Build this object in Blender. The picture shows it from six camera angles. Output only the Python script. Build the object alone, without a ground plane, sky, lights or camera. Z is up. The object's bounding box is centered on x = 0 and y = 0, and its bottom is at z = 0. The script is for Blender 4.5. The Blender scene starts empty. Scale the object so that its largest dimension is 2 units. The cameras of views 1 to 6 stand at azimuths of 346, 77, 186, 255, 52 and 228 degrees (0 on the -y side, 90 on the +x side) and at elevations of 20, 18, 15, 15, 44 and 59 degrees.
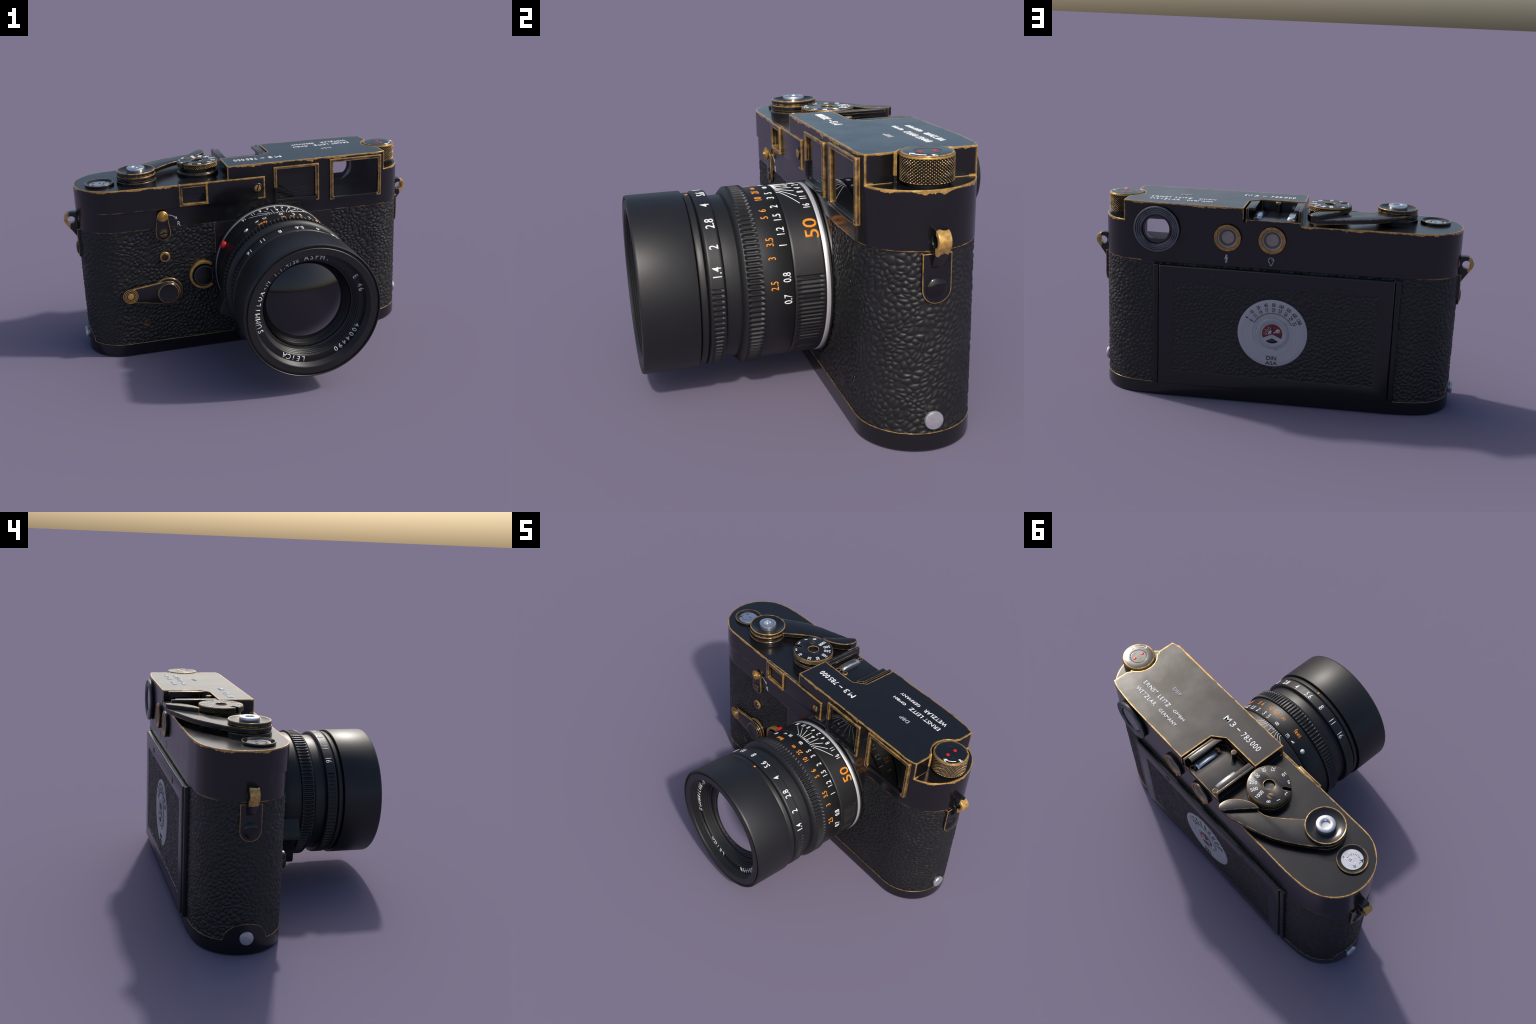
"""A worn black-painted rangefinder film camera with a fast 50 mm lens.

Frame: metres, z up, lens points to -y.  Everything is built from profiles
(lathes), flat outlines (plates), lofts of the body's stadium outline and text.
"""
import bpy, bmesh, math, random
import numpy as np
from mathutils import Matrix, Vector

random.seed(7)
RNG = np.random.default_rng(7)
pi, sin, cos, rad = math.pi, math.sin, math.cos, math.radians
scene = bpy.context.scene

# ------------------------------------------------------------------ key sizes
HALF_W = 0.932                   # half width of the body
Y_FRONT, Y_BACK = 0.123, 0.547   # body front and back planes
Y_MID = 0.335
END_R = (Y_BACK - Y_FRONT) / 2   # the ends are full half circles
Z_BASE, Z_LEATHER = 0.072, 0.737 # base plate seam, top of the leather
Z_SHELF, Z_HOUSING, Z_REWIND = 0.970, 1.043, 0.940
LX, LZ = 0.1345, 0.4547          # lens axis


# ------------------------------------------------------------------ materials
def new_mat(name):
    m = bpy.data.materials.new(name)
    m.use_nodes = True
    nt = m.node_tree
    return m, nt, nt.nodes, nt.links, nt.nodes["Principled BSDF"]


def plain(name, col, rough=0.5, metal=0.0, spec=0.5, coat=0.0, grain=0.0, grain_scale=60.0, var=0.0):
    m, nt, N, L, b = new_mat(name)
    b.inputs["Base Color"].default_value = (*col, 1)
    b.inputs["Roughness"].default_value = rough
    b.inputs["Metallic"].default_value = metal
    b.inputs["Specular IOR Level"].default_value = spec
    b.inputs["Coat Weight"].default_value = coat
    if grain or var:
        tc = N.new("ShaderNodeTexCoord")
        no = N.new("ShaderNodeTexNoise")
        no.inputs["Scale"].default_value = grain_scale
        no.inputs["Detail"].default_value = 4
        L.new(tc.outputs["Object"], no.inputs["Vector"])
        if grain:
            bp = N.new("ShaderNodeBump")
            bp.inputs["Strength"].default_value = grain
            bp.inputs["Distance"].default_value = 0.002
            L.new(no.outputs["Fac"], bp.inputs["Height"])
            L.new(bp.outputs["Normal"], b.inputs["Normal"])
        if var:
            r = N.new("ShaderNodeMapRange")
            r.inputs["From Min"].default_value = 0.3
            r.inputs["From Max"].default_value = 0.7
            r.inputs["To Min"].default_value = 1 - var
            r.inputs["To Max"].default_value = 1 + var
            L.new(no.outputs["Fac"], r.inputs["Value"])
            mx = N.new("ShaderNodeVectorMath"); mx.operation = 'SCALE'
            mx.inputs[0].default_value = col
            L.new(r.outputs["Result"], mx.inputs["Scale"])
            L.new(mx.outputs[0], b.inputs["Base Color"])
    return m


def math_node(N, L, op, a, b=None, c=None):
    n = N.new("ShaderNodeMath"); n.operation = op
    for i, v in enumerate((a, b, c)):
        if v is None: continue
        if isinstance(v, (int, float)): n.inputs[i].default_value = v
        else: L.new(v, n.inputs[i])
    return n.outputs[0]


def ramp01(N, L, val, lo, hi, smooth=True):
    n = N.new("ShaderNodeMapRange")
    n.interpolation_type = 'SMOOTHSTEP' if smooth else 'LINEAR'
    n.inputs["From Min"].default_value = lo
    n.inputs["From Max"].default_value = hi
    L.new(val, n.inputs["Value"])
    return n.outputs["Result"]


BRASS = (0.60, 0.355, 0.105)
PAINT = (0.0070, 0.0066, 0.0080)


def worn_paint(name, col=PAINT, metal_col=BRASS, radius=0.010, lo=0.05, hi=0.075, amount=1.0,
               rough=0.19, keep_out=(), noise=22.0, spec=0.6, metalness=0.40, dents=0.06, chunky=False, low_z=None, lug=False, rims=()):
    """Black enamel rubbed through to the metal along convex edges (Bevel-node edge mask x noise)."""
    m, nt, N, L, b = new_mat(name)
    tc = N.new("ShaderNodeTexCoord")
    geo = N.new("ShaderNodeNewGeometry")
    bev = N.new("ShaderNodeBevel"); bev.samples = 8
    bev.inputs["Radius"].default_value = radius
    dot = N.new("ShaderNodeVectorMath"); dot.operation = 'DOT_PRODUCT'
    L.new(bev.outputs["Normal"], dot.inputs[0]); L.new(geo.outputs["Normal"], dot.inputs[1])
    edge = math_node(N, L, 'SUBTRACT', 1.0, dot.outputs["Value"])
    n1 = N.new("ShaderNodeTexNoise")
    n1.inputs["Scale"].default_value = noise; n1.inputs["Detail"].default_value = 5
    n1.inputs["Roughness"].default_value = 0.6
    L.new(tc.outputs["Object"], n1.inputs["Vector"])
    k = N.new("ShaderNodeMapRange"); k.clamp = False
    k.inputs["From Min"].default_value = 0.28; k.inputs["From Max"].default_value = 0.72
    k.inputs["To Min"].default_value = 0.1 * amount; k.inputs["To Max"].default_value = 1.9 * amount
    L.new(n1.outputs["Fac"], k.inputs["Value"])
    kk = k.outputs["Result"]
    if chunky:                                     # long worn stretches with a ragged, sometimes wide border
        k.clamp = True
        k.inputs["From Min"].default_value = 0.33; k.inputs["From Max"].default_value = 0.70
        k.inputs["To Min"].default_value = 0.0; k.inputs["To Max"].default_value = 1.0
        kk = math_node(N, L, 'ADD', math_node(N, L, 'MULTIPLY', math_node(N, L, 'POWER', kk, 2.0), 3.6 * amount), 0.30 * amount)
    v = math_node(N, L, 'MULTIPLY', edge, kk)
    sep = N.new("ShaderNodeSeparateXYZ"); L.new(tc.outputs["Object"], sep.inputs[0])
    if low_z:                                      # seams low on the cover rub far less than its rim
        z_ok = ramp01(N, L, sep.outputs["Z"], low_z - 0.005, low_z + 0.005)
        v = math_node(N, L, 'MULTIPLY', v, math_node(N, L, 'ADD', math_node(N, L, 'MULTIPLY', z_ok, 0.86), 0.14))
    if lug:                                        # strap lug: the outer bow is bare metal where the ring slides
        ax = math_node(N, L, 'ABSOLUTE', sep.outputs["X"])
        j = math_node(N, L, 'MULTIPLY', math_node(N, L, 'SUBTRACT', n1.outputs["Fac"], 0.5), 0.05)
        zz = math_node(N, L, 'MULTIPLY', math_node(N, L, 'ABSOLUTE', math_node(N, L, 'SUBTRACT', sep.outputs["Z"], 0.776)), 0.22)
        w = math_node(N, L, 'SUBTRACT', math_node(N, L, 'ADD', ax, j), zz)
        v = math_node(N, L, 'ADD', v, ramp01(N, L, w, 0.962, 0.968))
    for (x0, x1, y0, y1, z0, z1) in keep_out:      # inner corners that never rub
        inside = None
        for out, a, c in (("X", x0, x1), ("Y", y0, y1), ("Z", z0, z1)):
            g = math_node(N, L, 'GREATER_THAN', sep.outputs[out], a)
            l = math_node(N, L, 'LESS_THAN', sep.outputs[out], c)
            g = math_node(N, L, 'MULTIPLY', g, l)
            inside = g if inside is None else math_node(N, L, 'MULTIPLY', inside, g)
        v = math_node(N, L, 'MULTIPLY', v, math_node(N, L, 'SUBTRACT', 1.0, inside))
    mask = ramp01(N, L, v, lo, hi)
    if rims:                                       # bare metal band hanging down the sides below each top rim
        nb = N.new("ShaderNodeTexNoise"); nb.inputs["Scale"].default_value = 13; nb.inputs["Detail"].default_value = 6
        nb.inputs["Roughness"].default_value = 0.62
        mp = N.new("ShaderNodeMapping"); mp.inputs["Scale"].default_value = (1, 1, 0.7)
        L.new(tc.outputs["Object"], mp.inputs["Vector"]); L.new(mp.outputs["Vector"], nb.inputs["Vector"])
        q = ramp01(N, L, nb.outputs["Fac"], 0.34, 0.74, False)
        width = math_node(N, L, 'ADD', math_node(N, L, 'MULTIPLY', math_node(N, L, 'POWER', q, 2.2), 0.024), 0.0042)
        sn = N.new("ShaderNodeSeparateXYZ"); L.new(geo.outputs["True Normal"], sn.inputs[0])
        side = math_node(N, L, 'LESS_THAN', math_node(N, L, 'ABSOLUTE', sn.outputs["Z"]), 0.5)
        for (x0, x1, y0, y1, top) in rims:
            d = math_node(N, L, 'SUBTRACT', top, sep.outputs["Z"])
            m1 = ramp01(N, L, math_node(N, L, 'SUBTRACT', width, d), 0.0, 0.0012)
            m1 = math_node(N, L, 'MULTIPLY', m1, math_node(N, L, 'GREATER_THAN', d, -0.002))
            for out, a, c in (("X", x0, x1), ("Y", y0, y1)):
                m1 = math_node(N, L, 'MULTIPLY', m1, math_node(N, L, 'GREATER_THAN', sep.outputs[out], a))
                m1 = math_node(N, L, 'MULTIPLY', m1, math_node(N, L, 'LESS_THAN', sep.outputs[out], c))
            mask = math_node(N, L, 'MAXIMUM', mask, math_node(N, L, 'MULTIPLY', m1, side))
    n2 = N.new("ShaderNodeTexNoise"); n2.inputs["Scale"].default_value = 70; n2.inputs["Detail"].default_value = 3
    L.new(tc.outputs["Object"], n2.inputs["Vector"])
    tone = N.new("ShaderNodeValToRGB")
    e = tone.color_ramp.elements
    e[0].position = 0.35; e[0].color = (*[c * 0.7 for c in metal_col], 1)
    e[1].position = 0.65; e[1].color = (*[min(1, c * 1.2) for c in metal_col], 1)
    L.new(n2.outputs["Fac"], tone.inputs["Fac"])
    mix = N.new("ShaderNodeMix"); mix.data_type = 'RGBA'
    L.new(mask, mix.inputs["Factor"])
    mix.inputs["A"].default_value = (*col, 1)
    L.new(tone.outputs["Color"], mix.inputs["B"])
    L.new(mix.outputs["Result"], b.inputs["Base Color"])
    L.new(math_node(N, L, 'MULTIPLY', mask, metalness), b.inputs["Metallic"])
    # roughness: slightly patchy enamel, metal a little smoother
    n3 = N.new("ShaderNodeTexNoise"); n3.inputs["Scale"].default_value = 9; n3.inputs["Detail"].default_value = 6
    L.new(tc.outputs["Object"], n3.inputs["Vector"])
    r = N.new("ShaderNodeMapRange")
    r.inputs["From Min"].default_value = 0.3; r.inputs["From Max"].default_value = 0.7
    r.inputs["To Min"].default_value = rough - 0.03; r.inputs["To Max"].default_value = rough + 0.04
    L.new(n3.outputs["Fac"], r.inputs["Value"])
    L.new(r.outputs["Result"], b.inputs["Roughness"])
    b.inputs["Specular IOR Level"].default_value = spec
    bp = N.new("ShaderNodeBump")
    bp.inputs["Strength"].default_value = dents; bp.inputs["Distance"].default_value = 0.004
    L.new(n1.outputs["Fac"], bp.inputs["Height"])
    bv2 = N.new("ShaderNodeBevel"); bv2.samples = 6; bv2.inputs["Radius"].default_value = 0.004
    L.new(bv2.outputs["Normal"], bp.inputs["Normal"])
    L.new(bp.outputs["Normal"], b.inputs["Normal"])
    return m


M = {}
M["cover"] = worn_paint("worn_black_enamel", radius=0.015, lo=0.030, hi=0.044, chunky=True, low_z=0.905, noise=17, dents=0.05,
    rims=((-1.0, -0.1155, 0.0, 0.7, 0.970), (-0.13, 0.80, 0.0, 0.20, 1.043), (0.17, 0.80, 0.54, 0.7, 1.043), (0.72, 0.80, 0.15, 0.55, 1.043), (0.79, 1.0, 0.0, 0.7, 0.940)), keep_out=(
    (-0.145, -0.090, 0.145, 0.60, 0.90, 0.992), (0.730, 0.812, 0.165, 0.505, 0.90, 0.962),
    (0.45, 0.775, 0.13, 0.60, 0.76, 1.025), (0.14, 0.40, 0.126, 0.3, 0.80, 1.02),
    (-0.45, 0.10, 0.10, 0.20, 0.80, 0.955), (-0.14, 0.20, 0.30, 0.60, 0.90, 0.985),
    (-0.70, 0.70, 0.5, 0.6, 0.70, 0.96), (-0.2, 0.5, 0.1, 0.13, 0.72, 0.80)))
M["paint"] = worn_paint("black_enamel_rubbed_edges", radius=0.009, lo=0.035, hi=0.055, amount=1.1, chunky=True)
M["paint_thin"] = worn_paint("black_enamel_fine_edges", radius=0.004, lo=0.05, hi=0.08, amount=1.2)
M["frame"] = worn_paint("black_enamel_rubbed_frame", radius=0.018, lo=0.024, hi=0.036, amount=0.95, chunky=True, noise=18,
    keep_out=((0.492, 0.745, 0.0, 0.3, 0.78, 0.8175), (0.165, 0.385, 0.0, 0.3, 0.79, 0.838), (0.13, 0.19, 0.0, 0.3, 0.79, 0.90), (-0.2305, 0.05, 0.0, 0.3, 0.84, 0.961)))
M["door"] = worn_paint("black_enamel_chipped", radius=0.010, metal_col=(0.30, 0.31, 0.36), lo=0.080, hi=0.095,
                       amount=1.0, metalness=0.2, noise=13)
M["lever_paint"] = worn_paint("black_enamel_worn_lever", radius=0.012, lo=0.03, hi=0.05, amount=1.1)
M["base_line"] = worn_paint("black_enamel_base_brass_line", radius=0.0045, lo=0.03, hi=0.06, amount=1.4)
M["panel_paint"] = worn_paint("black_enamel_panel", radius=0.0045, lo=0.03, hi=0.06, amount=1.3, keep_out=((-0.19, 0.6, 0.0, 0.3, 0.0, 1.0),))
M["line_paint"] = worn_paint("black_enamel_brass_line", radius=0.0065, lo=0.02, hi=0.05, amount=2.0)
M["shell"] = plain("plain_black_enamel", PAINT, 0.33)
M["pitch"] = plain("matt_black_interior", (0.008, 0.008, 0.009), 0.6)
M["anodised"] = plain("satin_black_anodised", (0.0105, 0.0105, 0.0115), 0.44, grain=0.05, grain_scale=300)
M["brass"] = plain("bare_brass", (0.50, 0.285, 0.080), 0.36, 0.65, var=0.25, grain_scale=45)
M["copper"] = plain("coppery_brass", (0.42, 0.215, 0.062), 0.42, 0.5, var=0.3, grain_scale=60)
M["worn_screw"] = plain("half_painted_screw", (0.10, 0.062, 0.028), 0.4, 0.4, var=0.9, grain_scale=70)
M["rivet"] = plain("glossy_black_rivet", (0.006, 0.006, 0.007), 0.10)
M["rim"] = plain("rubbed_grey_rim", (0.10, 0.105, 0.125), 0.35, 0.3)
M["chrome"] = plain("satin_chrome", (0.62, 0.64, 0.68), 0.22, 0.9, var=0.1)
M["bright"] = plain("bright_mount_metal", (0.80, 0.80, 0.82), 0.38, 0.6)
M["steel"] = plain("dull_steel_peg", (0.55, 0.55, 0.58), 0.35, 0.7, var=0.15)
M["white"] = plain("white_engraving_paint", (0.84, 0.84, 0.84), 0.5)
M["grey_ink"] = plain("grey_engraving_paint", (0.42, 0.42, 0.46), 0.5)
M["orange"] = plain("orange_engraving_paint", (0.80, 0.27, 0.018), 0.5)
M["red"] = plain("red_enamel", (0.65, 0.012, 0.012), 0.25)
M["dark_red"] = plain("dark_red_paint", (0.16, 0.012, 0.015), 0.5)
M["ink"] = plain("black_ink", (0.02, 0.02, 0.022), 0.6)
M["disc"] = plain("pale_grey_disc", (0.40, 0.395, 0.415), 0.42, 0.1, var=0.03, grain_scale=20)
M["cup"] = plain("cream_socket_insulator", (0.33, 0.275, 0.245), 0.4, var=0.1, grain_scale=30)
M["dark_glass"] = plain("dark_window_glass", (0.010, 0.010, 0.011), 0.04, spec=0.55)


def leather_mat():
    m, nt, N, L, b = new_mat("black_pebbled_leather")
    tc = N.new("ShaderNodeTexCoord")
    n = N.new("ShaderNodeTexNoise"); n.inputs["Scale"].default_value = 130; n.inputs["Detail"].default_value = 5
    L.new(tc.outputs["Object"], n.inputs["Vector"])
    bp = N.new("ShaderNodeBump"); bp.inputs["Strength"].default_value = 0.15; bp.inputs["Distance"].default_value = 0.0012
    L.new(n.outputs["Fac"], bp.inputs["Height"]); L.new(bp.outputs["Normal"], b.inputs["Normal"])
    n2 = N.new("ShaderNodeTexNoise"); n2.inputs["Scale"].default_value = 6; n2.inputs["Detail"].default_value = 4
    L.new(tc.outputs["Object"], n2.inputs["Vector"])
    cr = N.new("ShaderNodeValToRGB"); e = cr.color_ramp.elements
    e[0].position = 0.3; e[0].color = (0.0085, 0.0085, 0.0083, 1)
    e[1].position = 0.7; e[1].color = (0.0125, 0.0125, 0.0121, 1)
    L.new(n2.outputs["Fac"], cr.inputs["Fac"]); L.new(cr.outputs["Color"], b.inputs["Base Color"])
    b.inputs["Roughness"].default_value = 0.44
    return m


def knurl_mat(name, axis_xy, r_lo, r_hi):
    """Diamond knurl: the tips are rubbed to brass, the grooves keep their paint."""
    m, nt, N, L, b = new_mat(name)
    tc = N.new("ShaderNodeTexCoord")
    sep = N.new("ShaderNodeSeparateXYZ"); L.new(tc.outputs["Object"], sep.inputs[0])
    dx = math_node(N, L, 'SUBTRACT', sep.outputs["X"], axis_xy[0])
    dy = math_node(N, L, 'SUBTRACT', sep.outputs["Y"], axis_xy[1])
    r = math_node(N, L, 'SQRT', math_node(N, L, 'ADD', math_node(N, L, 'MULTIPLY', dx, dx), math_node(N, L, 'MULTIPLY', dy, dy)))
    no = N.new("ShaderNodeTexNoise"); no.inputs["Scale"].default_value = 30; no.inputs["Detail"].default_value = 3
    L.new(tc.outputs["Object"], no.inputs["Vector"])
    j = math_node(N, L, 'MULTIPLY', math_node(N, L, 'SUBTRACT', no.outputs["Fac"], 0.5), 0.003)
    mask = ramp01(N, L, math_node(N, L, 'ADD', r, j), r_lo, r_hi)
    mix = N.new("ShaderNodeMix"); mix.data_type = 'RGBA'
    L.new(mask, mix.inputs["Factor"])
    mix.inputs["A"].default_value = (*PAINT, 1); mix.inputs["B"].default_value = (*BRASS, 1)
    L.new(mix.outputs["Result"], b.inputs["Base Color"])
    L.new(math_node(N, L, 'MULTIPLY', mask, 0.7), b.inputs["Metallic"])
    b.inputs["Roughness"].default_value = 0.38
    return m


def front_glass_mat():
    """Coated front element: dark when seen square on, a mirror towards grazing angles."""
    m, nt, N, L, b = new_mat("coated_front_glass")
    b.inputs["Base Color"].default_value = (0.010, 0.009, 0.012, 1)
    b.inputs["Roughness"].default_value = 0.03
    b.inputs["Specular IOR Level"].default_value = 0.45
    gl = N.new("ShaderNodeBsdfGlossy"); gl.inputs["Roughness"].default_value = 0.03
    gl.inputs["Color"].default_value = (0.92, 0.92, 0.94, 1)
    lw = N.new("ShaderNodeLayerWeight"); lw.inputs["Blend"].default_value = 0.5
    f = ramp01(N, L, lw.outputs["Facing"], 0.22, 0.55)
    f = math_node(N, L, 'MULTIPLY', f, 0.85)
    f = math_node(N, L, 'ADD', f, 0.015)
    mx = N.new("ShaderNodeMixShader")
    L.new(f, mx.inputs["Fac"]); L.new(b.outputs[0], mx.inputs[1]); L.new(gl.outputs[0], mx.inputs[2])
    L.new(mx.outputs[0], nt.nodes["Material Output"].inputs["Surface"])
    return m


def clear_glass_mat():
    m, nt, N, L, b = new_mat("clear_viewfinder_glass")
    b.inputs["Base Color"].default_value = (0.97, 0.97, 0.98, 1)
    b.inputs["Roughness"].default_value = 0.0
    b.inputs["Transmission Weight"].default_value = 1.0
    b.inputs["IOR"].default_value = 1.45
    return m


def eyecup_mat():
    """Black eyepiece ring whose turned ridges are rubbed to grey."""
    m, nt, N, L, b = new_mat("ridged_eyepiece_rubbed_grey")
    tc = N.new("ShaderNodeTexCoord")
    sep = N.new("ShaderNodeSeparateXYZ"); L.new(tc.outputs["Object"], sep.inputs[0])
    no = N.new("ShaderNodeTexNoise"); no.inputs["Scale"].default_value = 16; no.inputs["Detail"].default_value = 4
    L.new(tc.outputs["Object"], no.inputs["Vector"])
    j = math_node(N, L, 'MULTIPLY', math_node(N, L, 'SUBTRACT', no.outputs["Fac"], 0.5), 0.012)
    mask = ramp01(N, L, math_node(N, L, 'ADD', sep.outputs["Y"], j), 0.5765, 0.5800)
    mix = N.new("ShaderNodeMix"); mix.data_type = 'RGBA'
    L.new(mask, mix.inputs["Factor"])
    mix.inputs["A"].default_value = (0.014, 0.014, 0.016, 1); mix.inputs["B"].default_value = (0.12, 0.12, 0.135, 1)
    L.new(mix.outputs["Result"], b.inputs["Base Color"])
    b.inputs["Roughness"].default_value = 0.4
    return m


M["leather"] = leather_mat()
M["front_glass"] = front_glass_mat()
M["glass"] = clear_glass_mat()
M["eyecup"] = eyecup_mat()

# ------------------------------------------------------------------ builders
ROOT = bpy.data.objects.new("film_camera", None)
scene.collection.objects.link(ROOT)
ROOT["label"] = "worn black rangefinder film camera with brassed edges and lens"
ROOT["category"] = "film camera"


def mk(name, V, F, mat, parent=None, angle=35, fix=True):
    me = bpy.data.meshes.new(name)
    me.from_pydata([tuple(map(float, v)) for v in V], [], [tuple(int(i) for i in f) for f in F])
    if fix:
        bm = bmesh.new(); bm.from_mesh(me)
        bmesh.ops.recalc_face_normals(bm, faces=bm.faces[:])
        bm.to_mesh(me); bm.free()
    me.update()
    return finish(name, me, mat, parent, angle)


def finish(name, me, mat, parent=None, angle=35):
    me.name = name
    me.materials.clear()
    me.materials.append(M[mat] if isinstance(mat, str) else mat)
    me.polygons.foreach_set("use_smooth", [True] * len(me.polygons))
    if angle is not None:
        me.set_sharp_from_angle(angle=rad(angle))
    me.update()
    ob = bpy.data.objects.new(name, me)
    scene.collection.objects.link(ob)
    ob.parent = parent or ROOT
    return ob


def evaluated(ob):
    dg = bpy.context.evaluated_depsgraph_get()
    dg.update()
    return bpy.data.meshes.new_from_object(ob.evaluated_get(dg))


def drop(ob):
    data = ob.data
    bpy.data.objects.remove(ob)
    if data and data.users == 0:
        (bpy.data.curves if isinstance(data, bpy.types.Curve) else bpy.data.meshes).remove(data)


# orientation of flat shapes: local x, y, outward normal -> world
def frame(xa, ya, za, origin):
    return Matrix.Translation(Vector(origin)) @ Matrix((xa, ya, za)).transposed().to_4x4()


def FRONT(y): return frame((1, 0, 0), (0, 0, 1), (0, -1, 0), (0, y, 0))       # (x, z) seen from the front
def BACK(y): return frame((-1, 0, 0), (0, 0, 1), (0, 1, 0), (0, y, 0))        # (-x, z) seen from behind
def TOP(z): return frame((1, 0, 0), (0, 1, 0), (0, 0, 1), (0, 0, z))          # (x, y) seen from above
def TOPR(z): return frame((-1, 0, 0), (0, -1, 0), (0, 0, 1), (0, 0, z))       # (-x, -y) read from behind


def plate_mesh(loops, depth, bevel, mtx, bevel_res=2):
    """Flat outline(s) with holes; outer face at local z=0, body going to z=-depth."""
    cu = bpy.data.curves.new("outline", 'CURVE')
    cu.dimensions = '2D'; cu.fill_mode = 'BOTH'
    cu.extrude = depth / 2 - bevel; cu.bevel_depth = bevel; cu.bevel_resolution = bevel_res
    cu.offset = -bevel
    for lp in loops:
        sp = cu.splines.new('POLY'); sp.points.add(len(lp) - 1); sp.use_cyclic_u = True
        for p, (x, y) in zip(sp.points, lp): p.co = (x, y, 0, 1)
    ob = bpy.data.objects.new("outline", cu); scene.collection.objects.link(ob)
    me = evaluated(ob); drop(ob)
    me.transform(mtx @ Matrix.Translation((0, 0, -depth / 2)))
    if mtx.to_3x3().determinant() < 0: me.flip_normals()
    bm = bmesh.new(); bm.from_mesh(me)
    bmesh.ops.remove_doubles(bm, verts=bm.verts[:], dist=1e-5)
    bmesh.ops.recalc_face_normals(bm, faces=bm.faces[:])
    bm.to_mesh(me); bm.free()
    return me


def plate(name, loops, depth, mtx, mat, parent=None, bevel=0.002, angle=40):
    return finish(name, plate_mesh(loops, depth, bevel, mtx), mat, parent, angle)


def rect(x0, x1, y0, y1, r=0.0, n=5):
    if r <= 0: return [(x0, y0), (x1, y0), (x1, y1), (x0, y1)]
    out = []
    for cx, cy, a in ((x1 - r, y0 + r, -90), (x1 - r, y1 - r, 0), (x0 + r, y1 - r, 90), (x0 + r, y0 + r, 180)):
        for i in range(n + 1):
            t = rad(a + 90 * i / n); out.append((cx + r * cos(t), cy + r * sin(t)))
    return out


def arc(cx, cy, r, a0, a1, n=24):
    return [(cx + r * cos(rad(a0 + (a1 - a0) * i / n)), cy + r * sin(rad(a0 + (a1 - a0) * i / n))) for i in range(n + 1)]


def circle(cx, cy, r, n=48): return arc(cx, cy, r, 0, 360, n)[:-1]


def smooth_loop(pts, n=6):
    """Closed Catmull-Rom through control points."""
    out = []
    m = len(pts)
    P = [Vector(p) for p in pts]
    for i in range(m):
        p0, p1, p2, p3 = P[i - 1], P[i], P[(i + 1) % m], P[(i + 2) % m]
        for k in range(n):
            t = k / n
            q = 0.5 * ((2 * p1) + (p2 - p0) * t + (2 * p0 - 5 * p1 + 4 * p2 - p3) * t * t + (3 * p1 - p0 - 3 * p2 + p3) * t ** 3)
            out.append((q.x, q.y))
    return out


def lathe(name, prof, centre, axis, mat, parent=None, segs=96, mod=None, angle=30, closed=False):
    """Turn a profile of (radius, height) points.  axis 'y': centre=(x,z), height=y; axis 'z': centre=(x,y), height=z.
    mod(i, radius, height, theta) may change the radius (ribs, knurls)."""
    V, F, rings = [], [], []
    for i, (r, h) in enumerate(prof):
        if r < 1e-6:
            rings.append([len(V)] * segs)
            V.append((centre[0], h, centre[1]) if axis == 'y' else (centre[0], centre[1], h))
            continue
        ring = []
        for k in range(segs):
            t = 2 * pi * k / segs
            rr = mod(i, r, h, t) if mod else r
            a, c = centre[0] + rr * cos(t), centre[1] + rr * sin(t)
            ring.append(len(V)); V.append((a, h, c) if axis == 'y' else (a, c, h))
        rings.append(ring)
    pairs = list(zip(rings[:-1], rings[1:]))
    if closed: pairs.append((rings[-1], rings[0]))
    for A, B in pairs:
        for k in range(segs):
            k2 = (k + 1) % segs
            f = [A[k], A[k2], B[k2], B[k]]
            g = []
            for q in f:
                if q not in g: g.append(q)
            if len(g) > 2: F.append(g)
    return mk(name, V, F, mat, parent, angle)


def box(name, x0, x1, y0, y1, z0, z1, mat, parent=None, bevel=0.002):
    return plate(name, [rect(x0, x1, y0, y1)], z1 - z0, TOP(z1), mat, parent, bevel)


def boolean(ob, cutters):
    for c in cutters:
        md = ob.modifiers.new("cut", 'BOOLEAN'); md.operation = 'DIFFERENCE'; md.solver = 'EXACT'; md.object = c
    me = evaluated(ob)
    ob.modifiers.clear()
    old = ob.data; ob.data = me; bpy.data.meshes.remove(old)
    for c in cutters: drop(c)


# ------------------------------------------------------------------ text
_glyphs = {}


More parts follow.
